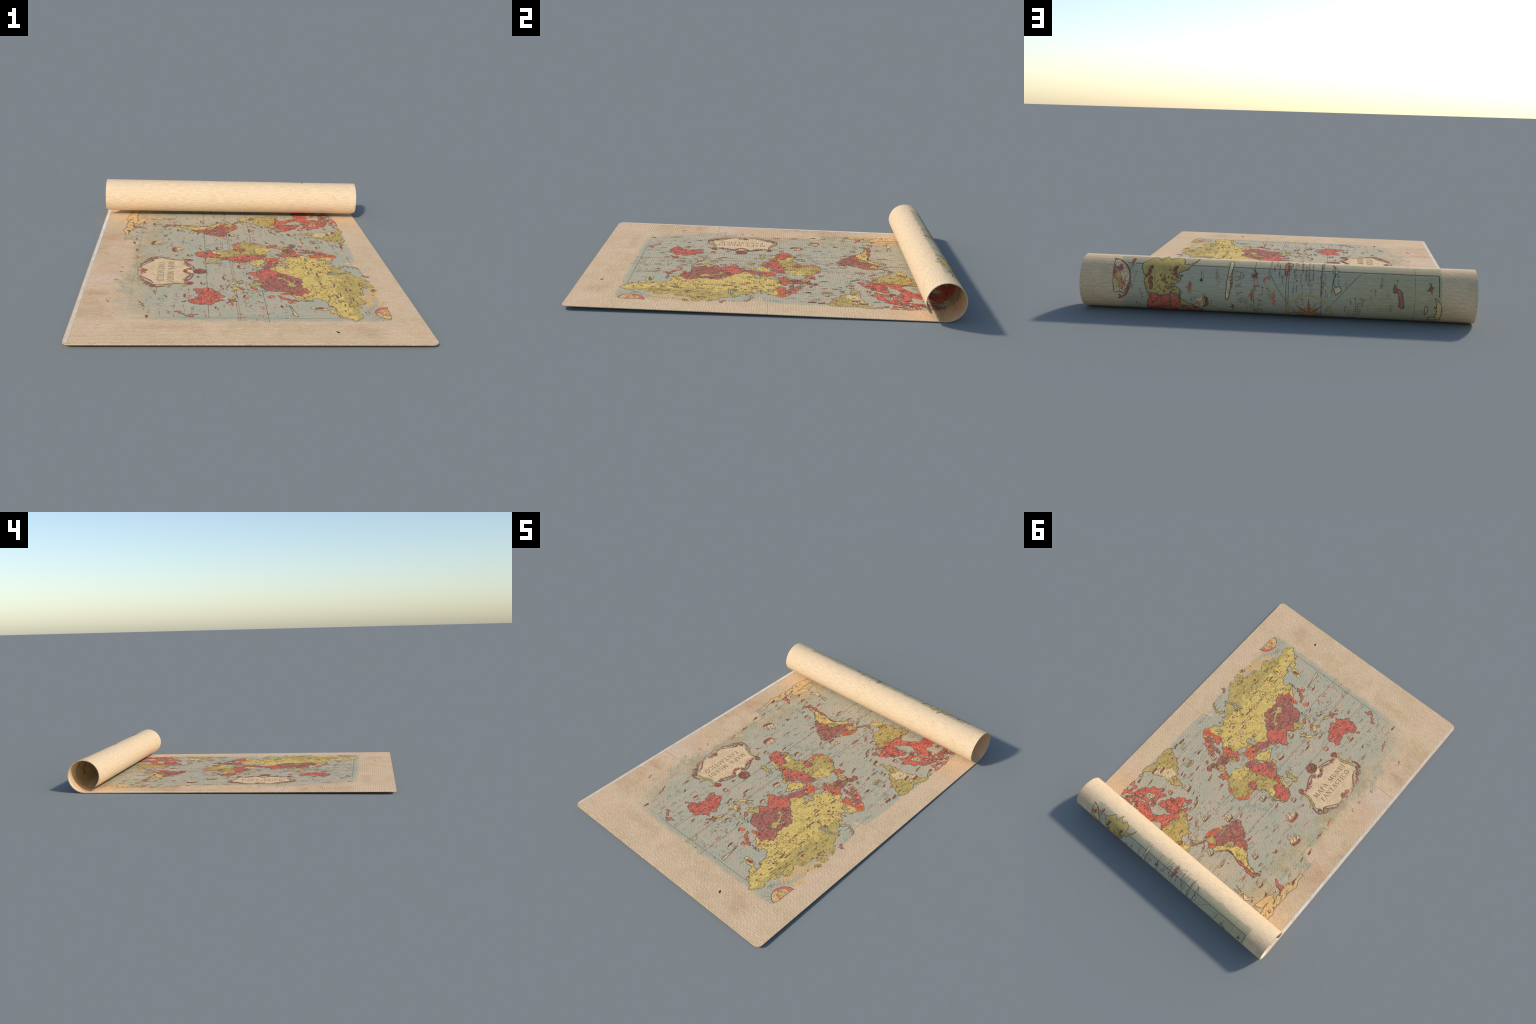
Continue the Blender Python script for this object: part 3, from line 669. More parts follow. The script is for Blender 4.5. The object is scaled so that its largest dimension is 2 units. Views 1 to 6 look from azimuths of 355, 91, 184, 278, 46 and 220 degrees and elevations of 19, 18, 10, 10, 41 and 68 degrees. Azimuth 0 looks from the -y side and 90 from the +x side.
land('globe_emblem', 'globe disc', 'scrap', 1, 1, 0.15, [(-612, 621), (-611, 605), (-625, 582), (-645, 566), (-670, 559), (-698, 559), (-723, 571), (-739, 591), (-746, 609), (-722, 619), (-669, 620)])
land('emblem_art', 'globe band', 'coral', 2, 0, 0.4, [(-612, 621), (-611, 605), (-625, 582), (-645, 566), (-670, 559), (-698, 559), (-685, 566), (-656, 575), (-640, 590), (-641, 616)])
land('emblem_art', 'globe art', 'yellow', 2, 0, 1.5, [(-667, 618), (-717, 618), (-726, 603), (-722, 588), (-693, 584), (-668, 571), (-677, 595), (-659, 594)])
land('emblem_art', 'globe art red', 'coral', 3, 0, 1.8, [(-681, 613), (-714, 613), (-707, 590), (-688, 590), (-684, 602)])
land('faded_print', 'north scrap', 'peach', 0, 0, 1.5, [(-532, 616), (-575, 613), (-593, 612), (-598, 594), (-580, 589), (-552, 599), (-541, 612)])
land('faded_print', 'north scrap', 'peach', 0, 0, 1.5, [(-386, 620), (-415, 623), (-456, 619), (-490, 617), (-480, 594), (-460, 588), (-430, 601), (-403, 595), (-387, 604)])
land('faded_print', 'north coast', 'scrap', 0, 0, 1.2, [(-332, 618), (-381, 615), (-430, 601), (-476, 591), (-507, 600), (-535, 596), (-574, 573), (-616, 553), (-610, 530), (-578, 526), (-533, 546), (-522, 529), (-502, 523), (-484, 510), (-435, 550), (-369, 566), (-374, 586)])
land('faded_print', 'left margin ship', 'peachpale', 0, 0, 1.2, [(-525, -584), (-576, -596), (-620, -594), (-670, -597), (-713, -601), (-727, -617), (-671, -612), (-627, -609), (-571, -610), (-522, -607), (-480, -598), (-457, -590), (-383, -590), (-466, -588)])
land('continent', 'alaska', 'olive', 1, 1, 0.7, [(1037, 483), (1052, 492), (1071, 498), (1090, 500), (1107, 498), (1124, 508), (1152, 515), (1164, 511), (1179, 492), (1205, 469), (1190, 461), (1178, 446), (1205, 437), (1228, 427), (1195, 417), (1191, 402), (1217, 388), (1204, 363), (1185, 357), (1159, 347), (1163, 331), (1186, 311), (1208, 300), (1176, 309), (1153, 329), (1135, 339), (1126, 357), (1115, 375), (1102, 383), (1108, 374), (1111, 353), (1094, 361), (1084, 372), (1078, 384), (1067, 381), (1055, 362), (1040, 365), (1018, 359), (1000, 339), (982, 314), (949, 282), (990, 371), (1034, 370), (1036, 411)])
land('continent', 'yukon', 'coral', 0, 1, 0.7, [(1037, 483), (1035, 454), (1036, 411), (1036, 367), (1005, 370), (987, 362), (977, 315), (958, 281), (926, 286), (951, 498), (979, 497), (1017, 480)])
land('globe_emblem', 'roll globe', 'cream', 1, 1, 0.1, [(1177, 625), (1173, 604), (1154, 582), (1132, 567), (1106, 559), (1078, 558), (1051, 563), (1034, 568), (1034, 580), (1039, 600), (1032, 615), (1040, 621), (1079, 623), (1108, 623), (1149, 625)])
land('emblem_art', 'roll globe red', 'burgundy', 2, 0, 0.5, [(1146, 622), (1135, 606), (1150, 599), (1145, 590), (1123, 589), (1105, 596), (1114, 607), (1106, 621)])
land('emblem_art', 'roll globe coral', 'coral', 2, 0, 0.7, [(1099, 621), (1104, 613), (1095, 600), (1076, 584), (1067, 577), (1059, 592), (1076, 601), (1080, 614)])
land('emblem_art', 'roll globe side', 'burgundy', 2, 0, 0.3, [(1080, 558), (1051, 563), (1035, 568), (1040, 581), (1053, 570), (1072, 566)])
land('emblem_art', 'roll globe foot', 'coral', 1, 1, 0.3, [(1026, 603), (1020, 589), (1022, 579), (1010, 593), (1008, 605), (1015, 597)])
land('sea_creature', 'long fish', 'cream', 1, 1, 0.15, [(1191, 178), (1189, 166), (1160, 164), (1120, 167), (1076, 171), (1036, 176), (1022, 183), (1028, 189), (1071, 185), (1111, 183), (1149, 180)])
land('sea_creature', 'kite creature', 'coral', 1, 1, 0.5, [(1209, -42), (1166, -47), (1135, -45), (1127, -41), (1129, -34), (1146, -32), (1169, -33)])
land('sea_creature', 'red dragon', 'burgundy', 1, 1, 0.3, [(1112, -446), (1095, -452), (1093, -465), (1082, -475), (1059, -478), (1042, -482), (1023, -483), (1020, -472), (1030, -462), (1046, -465), (1075, -462), (1082, -454), (1080, -444), (1090, -440)])
land('island', 'ice tip', 'peach', 1, 1, 0.5, [(1067, -596), (1060, -607), (1046, -617), (1031, -623), (1001, -624), (965, -624), (958, -573), (979, -580), (979, -603), (1032, -595), (1027, -605)])
land('island', 'ice islet', 'peach', 1, 1, 0.4, [(1030, -561), (1035, -567), (1011, -572), (993, -561)])
land('sea_creature', 'squid', 'cream', 1, 1, 0.4, [(1197, -215), (1175, -230), (1151, -234), (1139, -224), (1108, -216), (1089, -224), (1095, -242), (1076, -247), (1061, -227), (1085, -219), (1103, -214), (1136, -220), (1157, -226)])

# the scattered arctic islands that run in under the roll
arctic = random.Random(21)
for i in range(30):
    s, x = arctic.uniform(715, 950), arctic.uniform(480, 606)
    if s < 790 and x - 480 < (s - 715) * 0.2 or any(inside(l[2], s / 1000, x / 1000) for l in LANDS):
        continue
    k = arctic.uniform(11, 24)
    blob = [(s + k * arctic.uniform(0.6, 1.3) * math.cos(a), min(619, x + 0.7 * k * arctic.uniform(0.6, 1.2) * math.sin(a))) for a in [i * 0.9 for i in range(7)]]
    land("island", "arctic %d" % i, "coral", 0.02 * i, 1, 1.0, blob)

COAST.build("coastline", "stuff")


def ink_at(s, x):
    best = None
    for ink, layer, loop in LANDS:
        if inside(loop, s, x) and (best is None or layer >= best[1]):
            best = (ink, layer)
    return best


# ------------------------------------------------------------------ map frame and graticule
lines = Print()


def straight(ink, layer, a, b, width):
    n = max(2, int((Vector(b) - Vector(a)).length / 0.02))
    lines.line(ink, layer, [(a[0] + (b[0] - a[0]) * i / n, a[1] + (b[1] - a[1]) * i / n) for i in range(n + 1)], width)


straight("outline", -0.5, (-0.735, 0.43), (-0.735, -0.30), 0.0020)
straight("caption", -0.5, (-0.735, -0.30), (-0.735, -0.50), 0.0014)
straight("outline", -0.5, (1.157, 0.575), (1.157, -0.611), 0.0036)
straight("outline", -0.5, (1.157, -0.611), (1.07, -0.611), 0.0036)
straight("outline", -0.5, (0.30, -0.606), (0.60, -0.606), 0.0016)
for x, w, lo in ((0.447, 0.0018, -0.765), (0.081, 0.0020, -0.78), (-0.174, 0.0020, -0.735), (-0.522, 0.0018, -0.60)):
    straight("outline" if w > 0.0019 else "faint", -0.5, (lo, x), (1.20, x), w)
for x in (-0.040, -0.049):                                  # the equator is a double line
    straight("caption", -0.5, (-0.77, x), (1.0, x), 0.0026)
    straight("outline", -0.5, (1.0, x), (1.22, x), 0.002)
straight("outline", -0.5, (1.09, -0.125), (1.22, -0.125), 0.0016)
straight("outline", -0.5, (1.05, -0.172), (1.20, -0.172), 0.002)
straight("faint", -0.5, (0.608, -0.40), (0.608, -0.52), 0.0015)
straight("outline", -0.5, (1.14, 0.03), (0.995, -0.06), 0.0018)
straight("outline", -0.5, (0.995, -0.19), (1.15, -0.32), 0.0018)
lines.build("graticule", "stuff")

# compass rose, half hidden under the roll
rose = Print()
cs, cx = 0.966, -0.127
ring = [(cs + 0.088 * math.cos(2 * math.pi * i / 64), cx + 0.088 * math.sin(2 * math.pi * i / 64)) for i in range(64)]
rose.line("olive", 1, ring, 0.006, closed=True)
rose.disc("olive", 2, (cs, cx), 0.034, sides=24)
for i in range(16):
    a = 2 * math.pi * i / 16
    r, w = ((0.076, 0.17), (0.045, 0.12), (0.066, 0.15), (0.045, 0.12))[i % 4]
    tip = (cs + r * math.cos(a), cx + r * math.sin(a))
    for side, ink in ((1, "coral" if i % 2 == 0 else "olive"), (-1, "burgundy" if i % 2 == 0 else "yellow")):
        foot = (cs + 0.026 * math.cos(a + side * w * 1.6), cx + 0.026 * math.sin(a + side * w * 1.6))
        rose.add(ink, 3 + (i % 2 == 0), [(cs, cx), tip, foot], [(0, 1, 2)])
    rose.line("outline", 4.5, [(cs + 0.03 * math.cos(a - 0.1), cx + 0.03 * math.sin(a - 0.1)), tip, (cs + 0.03 * math.cos(a + 0.1), cx + 0.03 * math.sin(a + 0.1))], 0.0012)
rose.build("compass_rose")


# drawings: kind, s (mm), x (mm), size (mm)
MARKS = [
    ('walrus', 1126, 482, 46), ('walrus', 1078, 476, 52), ('walrus', 1130, 384, 44), ('bird', 1095, 425, 34),
    ('sail_boat', -556, 202, 34), ('sail_boat', -491, 116, 40), ('canoe', -613, 153, 45), ('curl', -624, 59, 28),
    ('horn', -718, -31, 38), ('canoe', -470, 66, 36), ('ship', -488, 5, 36), ('bird', -403, 499, 36),
    ('ship', -86, 8, 52), ('ship', -245, 47, 42), ('ship', 201, 330, 36), ('ship', 207, -94, 50),
    ('ship', 170, -152, 24), ('ship', 89, -254, 34), ('flying_fish', 377, 363, 46), ('whale', 228, 430, 42),
    ('whale', 331, 474, 32), ('whale', 414, 414, 30), ('whale', 406, 336, 24), ('canoe', 319, 257, 56),
    ('walrus', 298, 576, 40), ('walrus', 248, 569, 44), ('ship', 468, 323, 48), ('canoe', 466, 268, 34),
    ('canoe', 483, 228, 40), ('canoe', -246, -93, 44), ('canoe', -281, -72, 40), ('curl', -69, -108, 26),
    ('canoe', 28, -175, 36), ('canoe', 310, 162, 36), ('canoe', 322, 364, 36), ('canoe', -124, 59, 36),
    ('canoe', -241, 39, 36), ('ship', 607, 174, 36), ('ship', 545, 100, 44), ('ship', 448, -13, 56),
    ('flying_fish', 604, 118, 52), ('canoe', 698, -25, 56), ('ship', 691, -82, 40), ('canoe', 465, -207, 50),
    ('ship', 528, -308, 40), ('flying_fish', 380, -64, 40), ('curl', 353, -31, 20), ('canoe', 511, 209, 72),
    ('canoe', 557, 212, 40), ('canoe', 464, 305, 60), ('canoe', 587, 532, 46), ('whale', 623, 592, 44),
    ('canoe', 415, 394, 30), ('ship', 560, 386, 36), ('walrus', 512, 564, 40), ('walrus', 479, 528, 46),
    ('canoe', 466, 435, 36), ('canoe', 313, 165, 34), ('big_ship', 181, -308, 84), ('big_ship', 289, -423, 76),
    ('flying_fish', 320, -290, 34), ('bird', 423, -387, 44), ('ship', 646, -445, 44), ('flying_fish', 678, -345, 46),
    ('canoe', 702, -188, 44), ('flying_fish', 548, -365, 32), ('whale', 286, -552, 44), ('canoe', 357, -543, 36),
    ('serpent', 58, -525, 44), ('serpent', 169, -533, 44), ('bird', 670, -516, 36), ('whale', 498, -597, 46),
    ('bird', 755, -478, 24), ('bird', 667, -211, 16), ('whale', -493, -363, 30), ('flying_fish', -431, -417, 38),
    ('serpent', -580, -470, 66), ('whale', -724, -438, 36), ('bird', -236, -215, 30), ('ship', -483, -264, 42),
    ('ship', -322, -190, 34), ('canoe', -256, -91, 40), ('canoe', -548, -617, 36), ('canoe', -373, -104, 60),
    ('canoe', -625, -142, 30), ('curl', -598, -75, 24), ('bird', 77, -324, 26), ('canoe', 186, -197, 40),
    ('curl', -107, -592, 28), ('whale', 1166, 553, 44), ('ship', 1010, 285, 60), ('flying_fish', 1069, 329, 46),
    ('canoe', 1100, 170, 60), ('curl', 1106, 35, 28), ('flying_fish', 1046, 91, 50), ('serpent', 1035, 5, 50),
    ('curl', 1076, 69, 26), ('bird', 992, 164, 30), ('bird', 1129, 80, 44), ('bird', 1103, -578, 44),
]
BERRIES = [(-294, -273, 7), (-275, -278, 10), (-244, -269, 6), (-228, -261, 5), (-211, -256, 4), (-155, -278, 11), (-137, -277, 7), (-164, -279, 6), (-72, -267, 7), (-82, -265, 5), (-37, -279, 8), (-17, -278, 7), (-63, -269, 6), (-121, -258, 10), (-191, -260, 11), (-13, -467, 7), (-34, -482, 7), (-41, -489, 6), (-51, -496, 7), (-73, -494, 7), (-27, -477, 5), (-301, -465, 7), (-279, -481, 9), (-264, -488, 7), (-240, -492, 7), (-293, -476, 5), (-153, -489, 9), (-152, -474, 7), (-151, -503, 6), (-180, -271, 7), (-54, -285, 4), (-348, -454, 3)]
PANEL = [(-321, -280), (-317, -294), (-314, -315), (-319, -341), (-333, -372), (-342, -396), (-344, -415), (-336, -432), (-315, -428), (-291, -440), (-256, -466), (-231, -489), (-205, -488), (-191, -485), (-165, -484), (-133, -479), (-111, -492), (-84, -493), (-41, -461), (-2, -436), (27, -439), (30, -415), (40, -398), (29, -378), (15, -341), (9, -316), (8, -284), (-20, -278), (-40, -268), (-63, -262), (-85, -255), (-116, -245), (-127, -262), (-134, -277), (-146, -288), (-171, -283), (-182, -269), (-184, -252), (-204, -252), (-221, -259), (-244, -272), (-269, -278), (-285, -283)]


def drawn(s, x, size, tilt=0.0):
    """Maps a drawing in its own frame (e to the east, n to the north, unit size) onto the sheet."""
    k, c, d = size / 1000, math.cos(tilt), math.sin(tilt)
    return lambda pts: [(s / 1000 - k * (e * c - n * d), x / 1000 + k * (e * d + n * c)) for e, n in pts]


def ship(pr, at, rng, big=False):
    pr.fill("brown", 6, at([(-0.45, -0.2), (-0.3, -0.28), (0.15, -0.3), (0.5, -0.1), (0.42, -0.42), (0.2, -0.5), (-0.3, -0.48)]))
    if big:
        pr.fill("dark_red", 7, at([(-0.35, -0.35), (0.35, -0.35), (0.3, -0.46), (-0.28, -0.46)]))
        pr.fill("orange", 6, at([(-0.5, -0.1), (-0.2, -0.3), (0.1, -0.22), (-0.2, -0.02)]))
    for i in range(rng.choice((2, 3, 3))):
        e = -0.36 + 0.27 * i + rng.uniform(-0.06, 0.06)
        low, top, w = rng.uniform(-0.22, -0.1), rng.uniform(0.2, 0.48), rng.uniform(0.16, 0.3)
        sail = at([(e, low), (e + w, low - 0.03), (e + w * 1.3, (low + top) / 2), (e + w, top), (e + 0.04, top - 0.06), (e + 0.12, (low + top) / 2)])
        pr.fill("cream", 7, sail)
        pr.line("caption", 8, sail, 0.0011, closed=True)
        pr.line("brown", 6, at([(e + 0.12, -0.3), (e + 0.12, top + 0.12)]), 0.0013)
        if rng.random() < 0.6:
            pr.line("caption", 8, at([(e + 0.08, (low + top) / 2), (e + w * 1.25, (low + top) / 2)]), 0.0014)
        pr.disc(rng.choice(("coral", "dark_red", "caption")), 9, at([(e + w * 0.7, top * 0.5)])[0], 0.0022 * (1.8 if big else 1), sides=10)
    pr.line("dark_red", 8, at([(-0.25, 0.55), (-0.05, 0.6)]), 0.002)
    pr.line("brown", 7, at([(0.4, -0.2), (0.62, 0.02)]), 0.0014)


def sail_boat(pr, at, rng):
    pr.fill("orange", 7, at([(-0.5, 0.3), (-0.2, 0.45), (0.2, 0.2), (0.4, -0.2), (0.0, -0.3), (-0.45, -0.12)]))
    pr.line("brown", 8, at([(-0.35, -0.42), (0.1, -0.4), (0.55, -0.2)]), 0.0055, taper=True)
    pr.fill("orange", 7, at([(0.25, 0.45), (0.4, 0.25), (0.5, 0.42)]))


def canoe(pr, at, rng):
    ink = rng.choice(("brown", "dark_red", "brown", "caption"))
    pr.line(ink, 6, at([(-0.5, -0.06), (-0.25, -0.12), (0.1, -0.08), (0.5, 0.06)]), 0.0055, taper=True)
    for i in range(3):
        e = rng.uniform(-0.3, 0.3)
        pr.line("brown", 6, at([(e, -0.1), (e + 0.03, 0.12)]), 0.0022)
    pr.line("cream", 5, at([(-0.45, -0.2), (0.0, -0.24), (0.55, -0.05)]), 0.003, taper=True)


def whale(pr, at, rng):
    ink = rng.choice(("brown", "dark_red", "brown"))
    pr.fill(ink, 6, at([(-0.5, -0.12), (-0.3, -0.24), (0.0, -0.14), (0.3, 0.0), (0.55, 0.18), (0.5, -0.02), (0.25, 0.1), (-0.1, 0.12), (-0.4, 0.06)]))
    pr.line("cream", 5, at([(-0.4, -0.28), (0.0, -0.22), (0.5, -0.06)]), 0.003, taper=True)


def flying_fish(pr, at, rng):
    ink = rng.choice(("coral", "orange"))
    pr.fill(ink, 6, at([(-0.55, -0.16), (-0.1, -0.14), (0.3, 0.0), (0.55, 0.06), (0.25, 0.1), (-0.02, 0.02), (0.12, 0.3), (-0.12, 0.06), (-0.35, -0.06)]))
    pr.line("outline", 7, at([(-0.5, -0.15), (0.0, -0.06), (0.4, 0.04)]), 0.0012)
    pr.line("olive", 5, at([(-0.4, -0.26), (0.2, -0.14), (0.6, 0.0)]), 0.002)


def serpent(pr, at, rng):
    ink = "coral" if rng.random() < 0.5 else "dark_red"
    pr.line(ink, 6, at([(-0.6, -0.15), (-0.42, 0.02), (-0.25, -0.08), (-0.12, 0.05), (0.05, 0.12), (0.15, -0.05), (0.3, 0.1), (0.45, 0.02), (0.6, 0.14)]), 0.0062, taper=True)


def curl(pr, at, rng):
    pr.line("coral", 6, at([(-0.2, -0.4), (-0.4, -0.05), (-0.2, 0.3), (0.15, 0.34), (0.4, 0.12), (0.2, 0.2)]), 0.0052, taper=True)


def horn(pr, at, rng):
    pr.line("olive", 6, at([(-0.5, -0.2), (-0.25, 0.3), (0.1, 0.38), (0.3, 0.1), (0.15, -0.25)]), 0.005, taper=True)
    pr.line("olive", 6, at([(0.3, -0.6), (0.3, 0.0), (0.5, 0.5)]), 0.004, taper=True)
    pr.line("caption", 6, at([(-0.9, -0.3), (-0.6, 0.1)]), 0.004)


def bird(pr, at, rng):
    pr.fill("brown", 6, at([(-0.5, 0.2), (-0.2, 0.02), (0.0, 0.1), (0.35, 0.3), (0.2, 0.0), (0.5, -0.2), (0.1, -0.18), (-0.1, -0.3), (-0.16, -0.12), (-0.4, -0.02)]))


def walrus(pr, at, rng):
    pr.fill("brown", 6, at([(-0.55, -0.15), (-0.4, 0.08), (-0.1, 0.2), (0.15, 0.1), (0.35, 0.26), (0.55, 0.16), (0.45, -0.05), (0.15, -0.15), (-0.1, -0.1), (-0.3, -0.24)]))
    pr.line("cream", 5, at([(-0.5, -0.3), (0.5, -0.14)]), 0.004, taper=True)


def big_ship(pr, at, rng):
    ship(pr, at, rng, big=True)


DRAW = {f.__name__: f for f in (ship, big_ship, sail_boat, canoe, whale, flying_fish, serpent, curl, horn, bird, walrus)}
for kind, s, x, size in MARKS:
    rng = random.Random(s * 7 + x)
    pr = Print()
    DRAW[kind](pr, drawn(s, x, size, rng.uniform(-0.25, 0.25)), rng)
    pr.build({"big_ship": "galleon", "ship": "galleon", "curl": "sea_creature", "horn": "sea_creature"}.get(kind, kind))

# ------------------------------------------------------------------ small print on land
rng = random.Random(11)
peaks, beasts, captions, labels = Print(), Print(), Print(), Print()
box = (-0.70, 1.10, -0.45, 0.60)


def dash(pr, ink, layer, s, x, length, width, tilt=0.0):
    d = Vector((math.cos(tilt), math.sin(tilt))) * length / 2
    pr.line(ink, layer, [(s - d.x, x - d.y), (s, x + rng.uniform(-1, 1) * width * 0.3), (s + d.x, x + d.y)], width)


# mountain chains: clusters of little plum triangles
CHAINS = [(-710, 395, 60), (-690, 345, 40), (-560, 410, 60), (-480, 395, 50), (-455, 330, 70), (-420, 300, 60), (-380, 370, 60), (-100, 410, 80), (-60, 420, 60), (30, 380, 70), (-30, 300, 70), (60, 300, 80), (90, 260, 60), (-350, 590, 50), (-330, 555, 40), (860, -130, 40), (640, -180, 50), (590, -260, 50), (560, -330, 40), (530, -390, 35), (1080, 430, 40), (1110, 390, 40), (1060, 400, 40)]
for cs_, cx_, spread in CHAINS:
    for i in range(13):
        s, x = (cs_ + rng.gauss(0, spread * 0.5)) / 1000, (cx_ + rng.gauss(0, spread * 0.3)) / 1000
        at_ = ink_at(s, x)
        if at_ and at_[0] not in ("sea",):
            w = rng.uniform(0.0035, 0.0065)
            peaks.add("plum", 6, [(s - w, x - w * 0.5), (s + w, x - w * 0.5), (s + w * 0.2, x + w * 0.7)], [(0, 1, 2)])
tries = 0
while tries < 17000:
    tries += 1
    s, x = rng.uniform(box[0], box[1]), rng.uniform(box[2], box[3])
    at_ = ink_at(s, x)
    if not at_ or at_[0] in ("sea", "peach", "scrap", "panel", "peachpale"):
        continue
    ink, r = at_[0], rng.random()
    busy = {"yellow": 0.17, "olive": 0.30, "burgundy": 0.48, "coral": 0.5, "orange": 0.5, "cream": 0.35}.get(ink, 0)
    if x > 0.45 and s < 0.0:                                # the northern steppe is left emptier
        busy *= 0.35
    if r > busy:
        continue
    t = rng.random()
    deep = {"yellow": "plum", "olive": "caption", "burgundy": "plum", "coral": "dark_red", "orange": "brown", "cream": "dark_red"}[ink]
    d_, b_, k_ = {"yellow": (0.16, 0.26, 0.34), "olive": (0.30, 0.38, 0.58), "burgundy": (0.26, 0.36, 0.62)}.get(ink, (0.30, 0.40, 0.52))
    if t < d_:
        dash(captions, rng.choice((deep, "caption", "outline")), 5, s, x, rng.uniform(0.008, 0.026), 0.0022, rng.uniform(-0.1, 0.1))
    elif t < b_:
        k = rng.uniform(0.7, 1.35)
        blob = rugged([(s * 1000 + k * rng.uniform(5, 9), x * 1000 + rng.uniform(-3, 3)), (s * 1000, x * 1000 + k * rng.uniform(2, 5)), (s * 1000 - k * rng.uniform(5, 9), x * 1000 + rng.uniform(-2, 2)), (s * 1000, x * 1000 - k * rng.uniform(2, 4))], 1.6, rng, 0.003)
        beasts.fill(rng.choice(("brown", "plum", "brown", "dark_red")), 6, blob)
        if rng.random() < 0.6:
            dash(beasts, rng.choice(("cream", "faint")), 5, s + 0.004, x - 0.005, 0.016, 0.003)
    elif t < k_:
        tint = rng.choice({"burgundy": ("olive", "orange", "olive"), "coral": ("burgundy", "outline", "brown"), "orange": ("coral", "burgundy"), "yellow": ("olive", "caption"), "olive": ("yellow", "faint", "burgundy", "coral", "caption"), "cream": ("olive", "brown")}[ink])
        dash(beasts, tint, 5, s, x, rng.uniform(0.008, 0.020), rng.uniform(0.0022, 0.0045), rng.uniform(-0.35, 0.35))
    else:
        pts = [(s, x)]
        a = rng.uniform(0, 6.28)
        for i in range(rng.randint(4, 9)):
            a += rng.gauss(0, 0.7)
            pts.append((pts[-1][0] + 0.005 * math.cos(a), pts[-1][1] + 0.005 * math.sin(a)))
        if ink_at(*pts[-1]):
            captions.line(rng.choice(("outline", "faint", deep)), 5, pts, 0.0013)
# the crowded small states of the west
patches = Print()
for i in range(90):
    s, x = rng.gauss(0.205, 0.055), rng.gauss(0.295, 0.05)
    at_ = ink_at(s, x)
    if not at_ or at_[0] in ("sea", "yellow"):
        continue
    k = rng.uniform(5, 11)
    blob = rugged([(s * 1000 + k * math.cos(a) * rng.uniform(0.6, 1.2), x * 1000 + k * math.sin(a) * rng.uniform(0.5, 1.0)) for a in [i * 1.05 for i in range(6)]], 1.4, rng, 0.003)
    patches.fill(rng.choice(("coral", "burgundy", "olive", "orange", "yellow", "burgundy", "coral")), 4.2 + 0.004 * i, blob)
    patches.line("outline", 4.7, blob, 0.0016, closed=True)
patches.build("small_country", "stuff")
# a string of carriages and sledges across the northern plain
for s, x, n in ((-230, 372, 9), (-420, 478, 6), (-360, 430, 6), (-480, 440, 6), (-500, 420, 5), (-60, 372, 4), (10, 342, 7), (-130, 350, 4), (-190, 330, 5), (-560, 470, 3), (-600, 440, 4), (-100, 330, 4)):
    for i in range(n):
        dash(beasts, rng.choice(("plum", "brown", "outline")), 6, s / 1000 + 0.007 * i, x / 1000 + rng.uniform(-0.003, 0.003), 0.007, 0.006, rng.uniform(-0.6, 0.6))
        dash(beasts, "cream", 5, s / 1000 + 0.007 * i, x / 1000 - 0.005, 0.008, 0.003)
peaks.build("mountain_mark", "stuff")
beasts.build("animal_mark", "stuff")

# rows of tiny lettering


def text_row(pr, ink, layer, s, x, length, h):
    """A caption too small to read: a run of upright ticks of uneven height, with word gaps."""
    e = -length / 2
    while e < length / 2:
        if rng.random() > 0.16:
            k, lean = h * rng.uniform(0.55, 1.0), rng.uniform(-0.0008, 0.0008)
            pr.line(ink, layer, [(s - e, x - h / 2), (s - e + lean, x - h / 2 + k)], 0.0014)
            if rng.random() < 0.6:
                y = x - h / 2 + rng.choice((0, k * 0.5, k))
                pr.line(ink, layer, [(s - e, y), (s - e - 0.0018, y)], 0.0012)
        e += 0.0029


for i in range(46):                                         # notes on the rolled-up western ocean
    s, x = rng.uniform(1.02, 1.20), rng.gauss(-0.11, 0.085)
    if (s - 0.966) ** 2 + (x + 0.127) ** 2 < 0.1 ** 2:
        continue
    text_row(captions, rng.choice(("caption", "outline", "caption")), 0.5, s, x, rng.uniform(0.022, 0.05), 0.006)
    if rng.random() < 0.5:
        captions.disc("outline", 0.7, (s + 0.03, x), 0.003, sides=8)
for i in range(150):                                        # notes on land
    s, x = rng.uniform(-0.7, 1.1), rng.uniform(-0.45, 0.6)
    at_ = ink_at(s, x)
    if at_ and at_[0] in ("yellow", "olive", "coral", "burgundy"):
        text_row(captions, "outline", 6, s, x, rng.uniform(0.02, 0.05), 0.0055)
# captions scattered over the sea
for i in range(1500):
    s, x = rng.uniform(-0.72, 1.14), rng.uniform(-0.46, 0.58)
    if -0.36 < s < 0.06 and x < -0.18 or ink_at(s, x):
        continue
    if rng.random() < (0.50 if abs(x) < 0.30 else 0.55):
        continue
    L = rng.uniform(0.014, 0.042)
    if rng.random() < 0.5:
        text_row(captions, rng.choice(("caption", "faint")), 0.5, s, x, L, rng.uniform(0.004, 0.006))
    else:
        dash(captions, rng.choice(("caption", "caption", "faint")), 0.5, s, x, L, rng.uniform(0.0020, 0.0034))
    if rng.random() < 0.45:
        captions.disc(rng.choice(("black", "plum")), 0.7, (s + L / 2, x), 0.0024, sides=8)
    if rng.random() < 0.4:
        dash(captions, "caption", 0.5, s + rng.uniform(-0.004, 0.004), x - 0.0075, L * 0.7, 0.002)
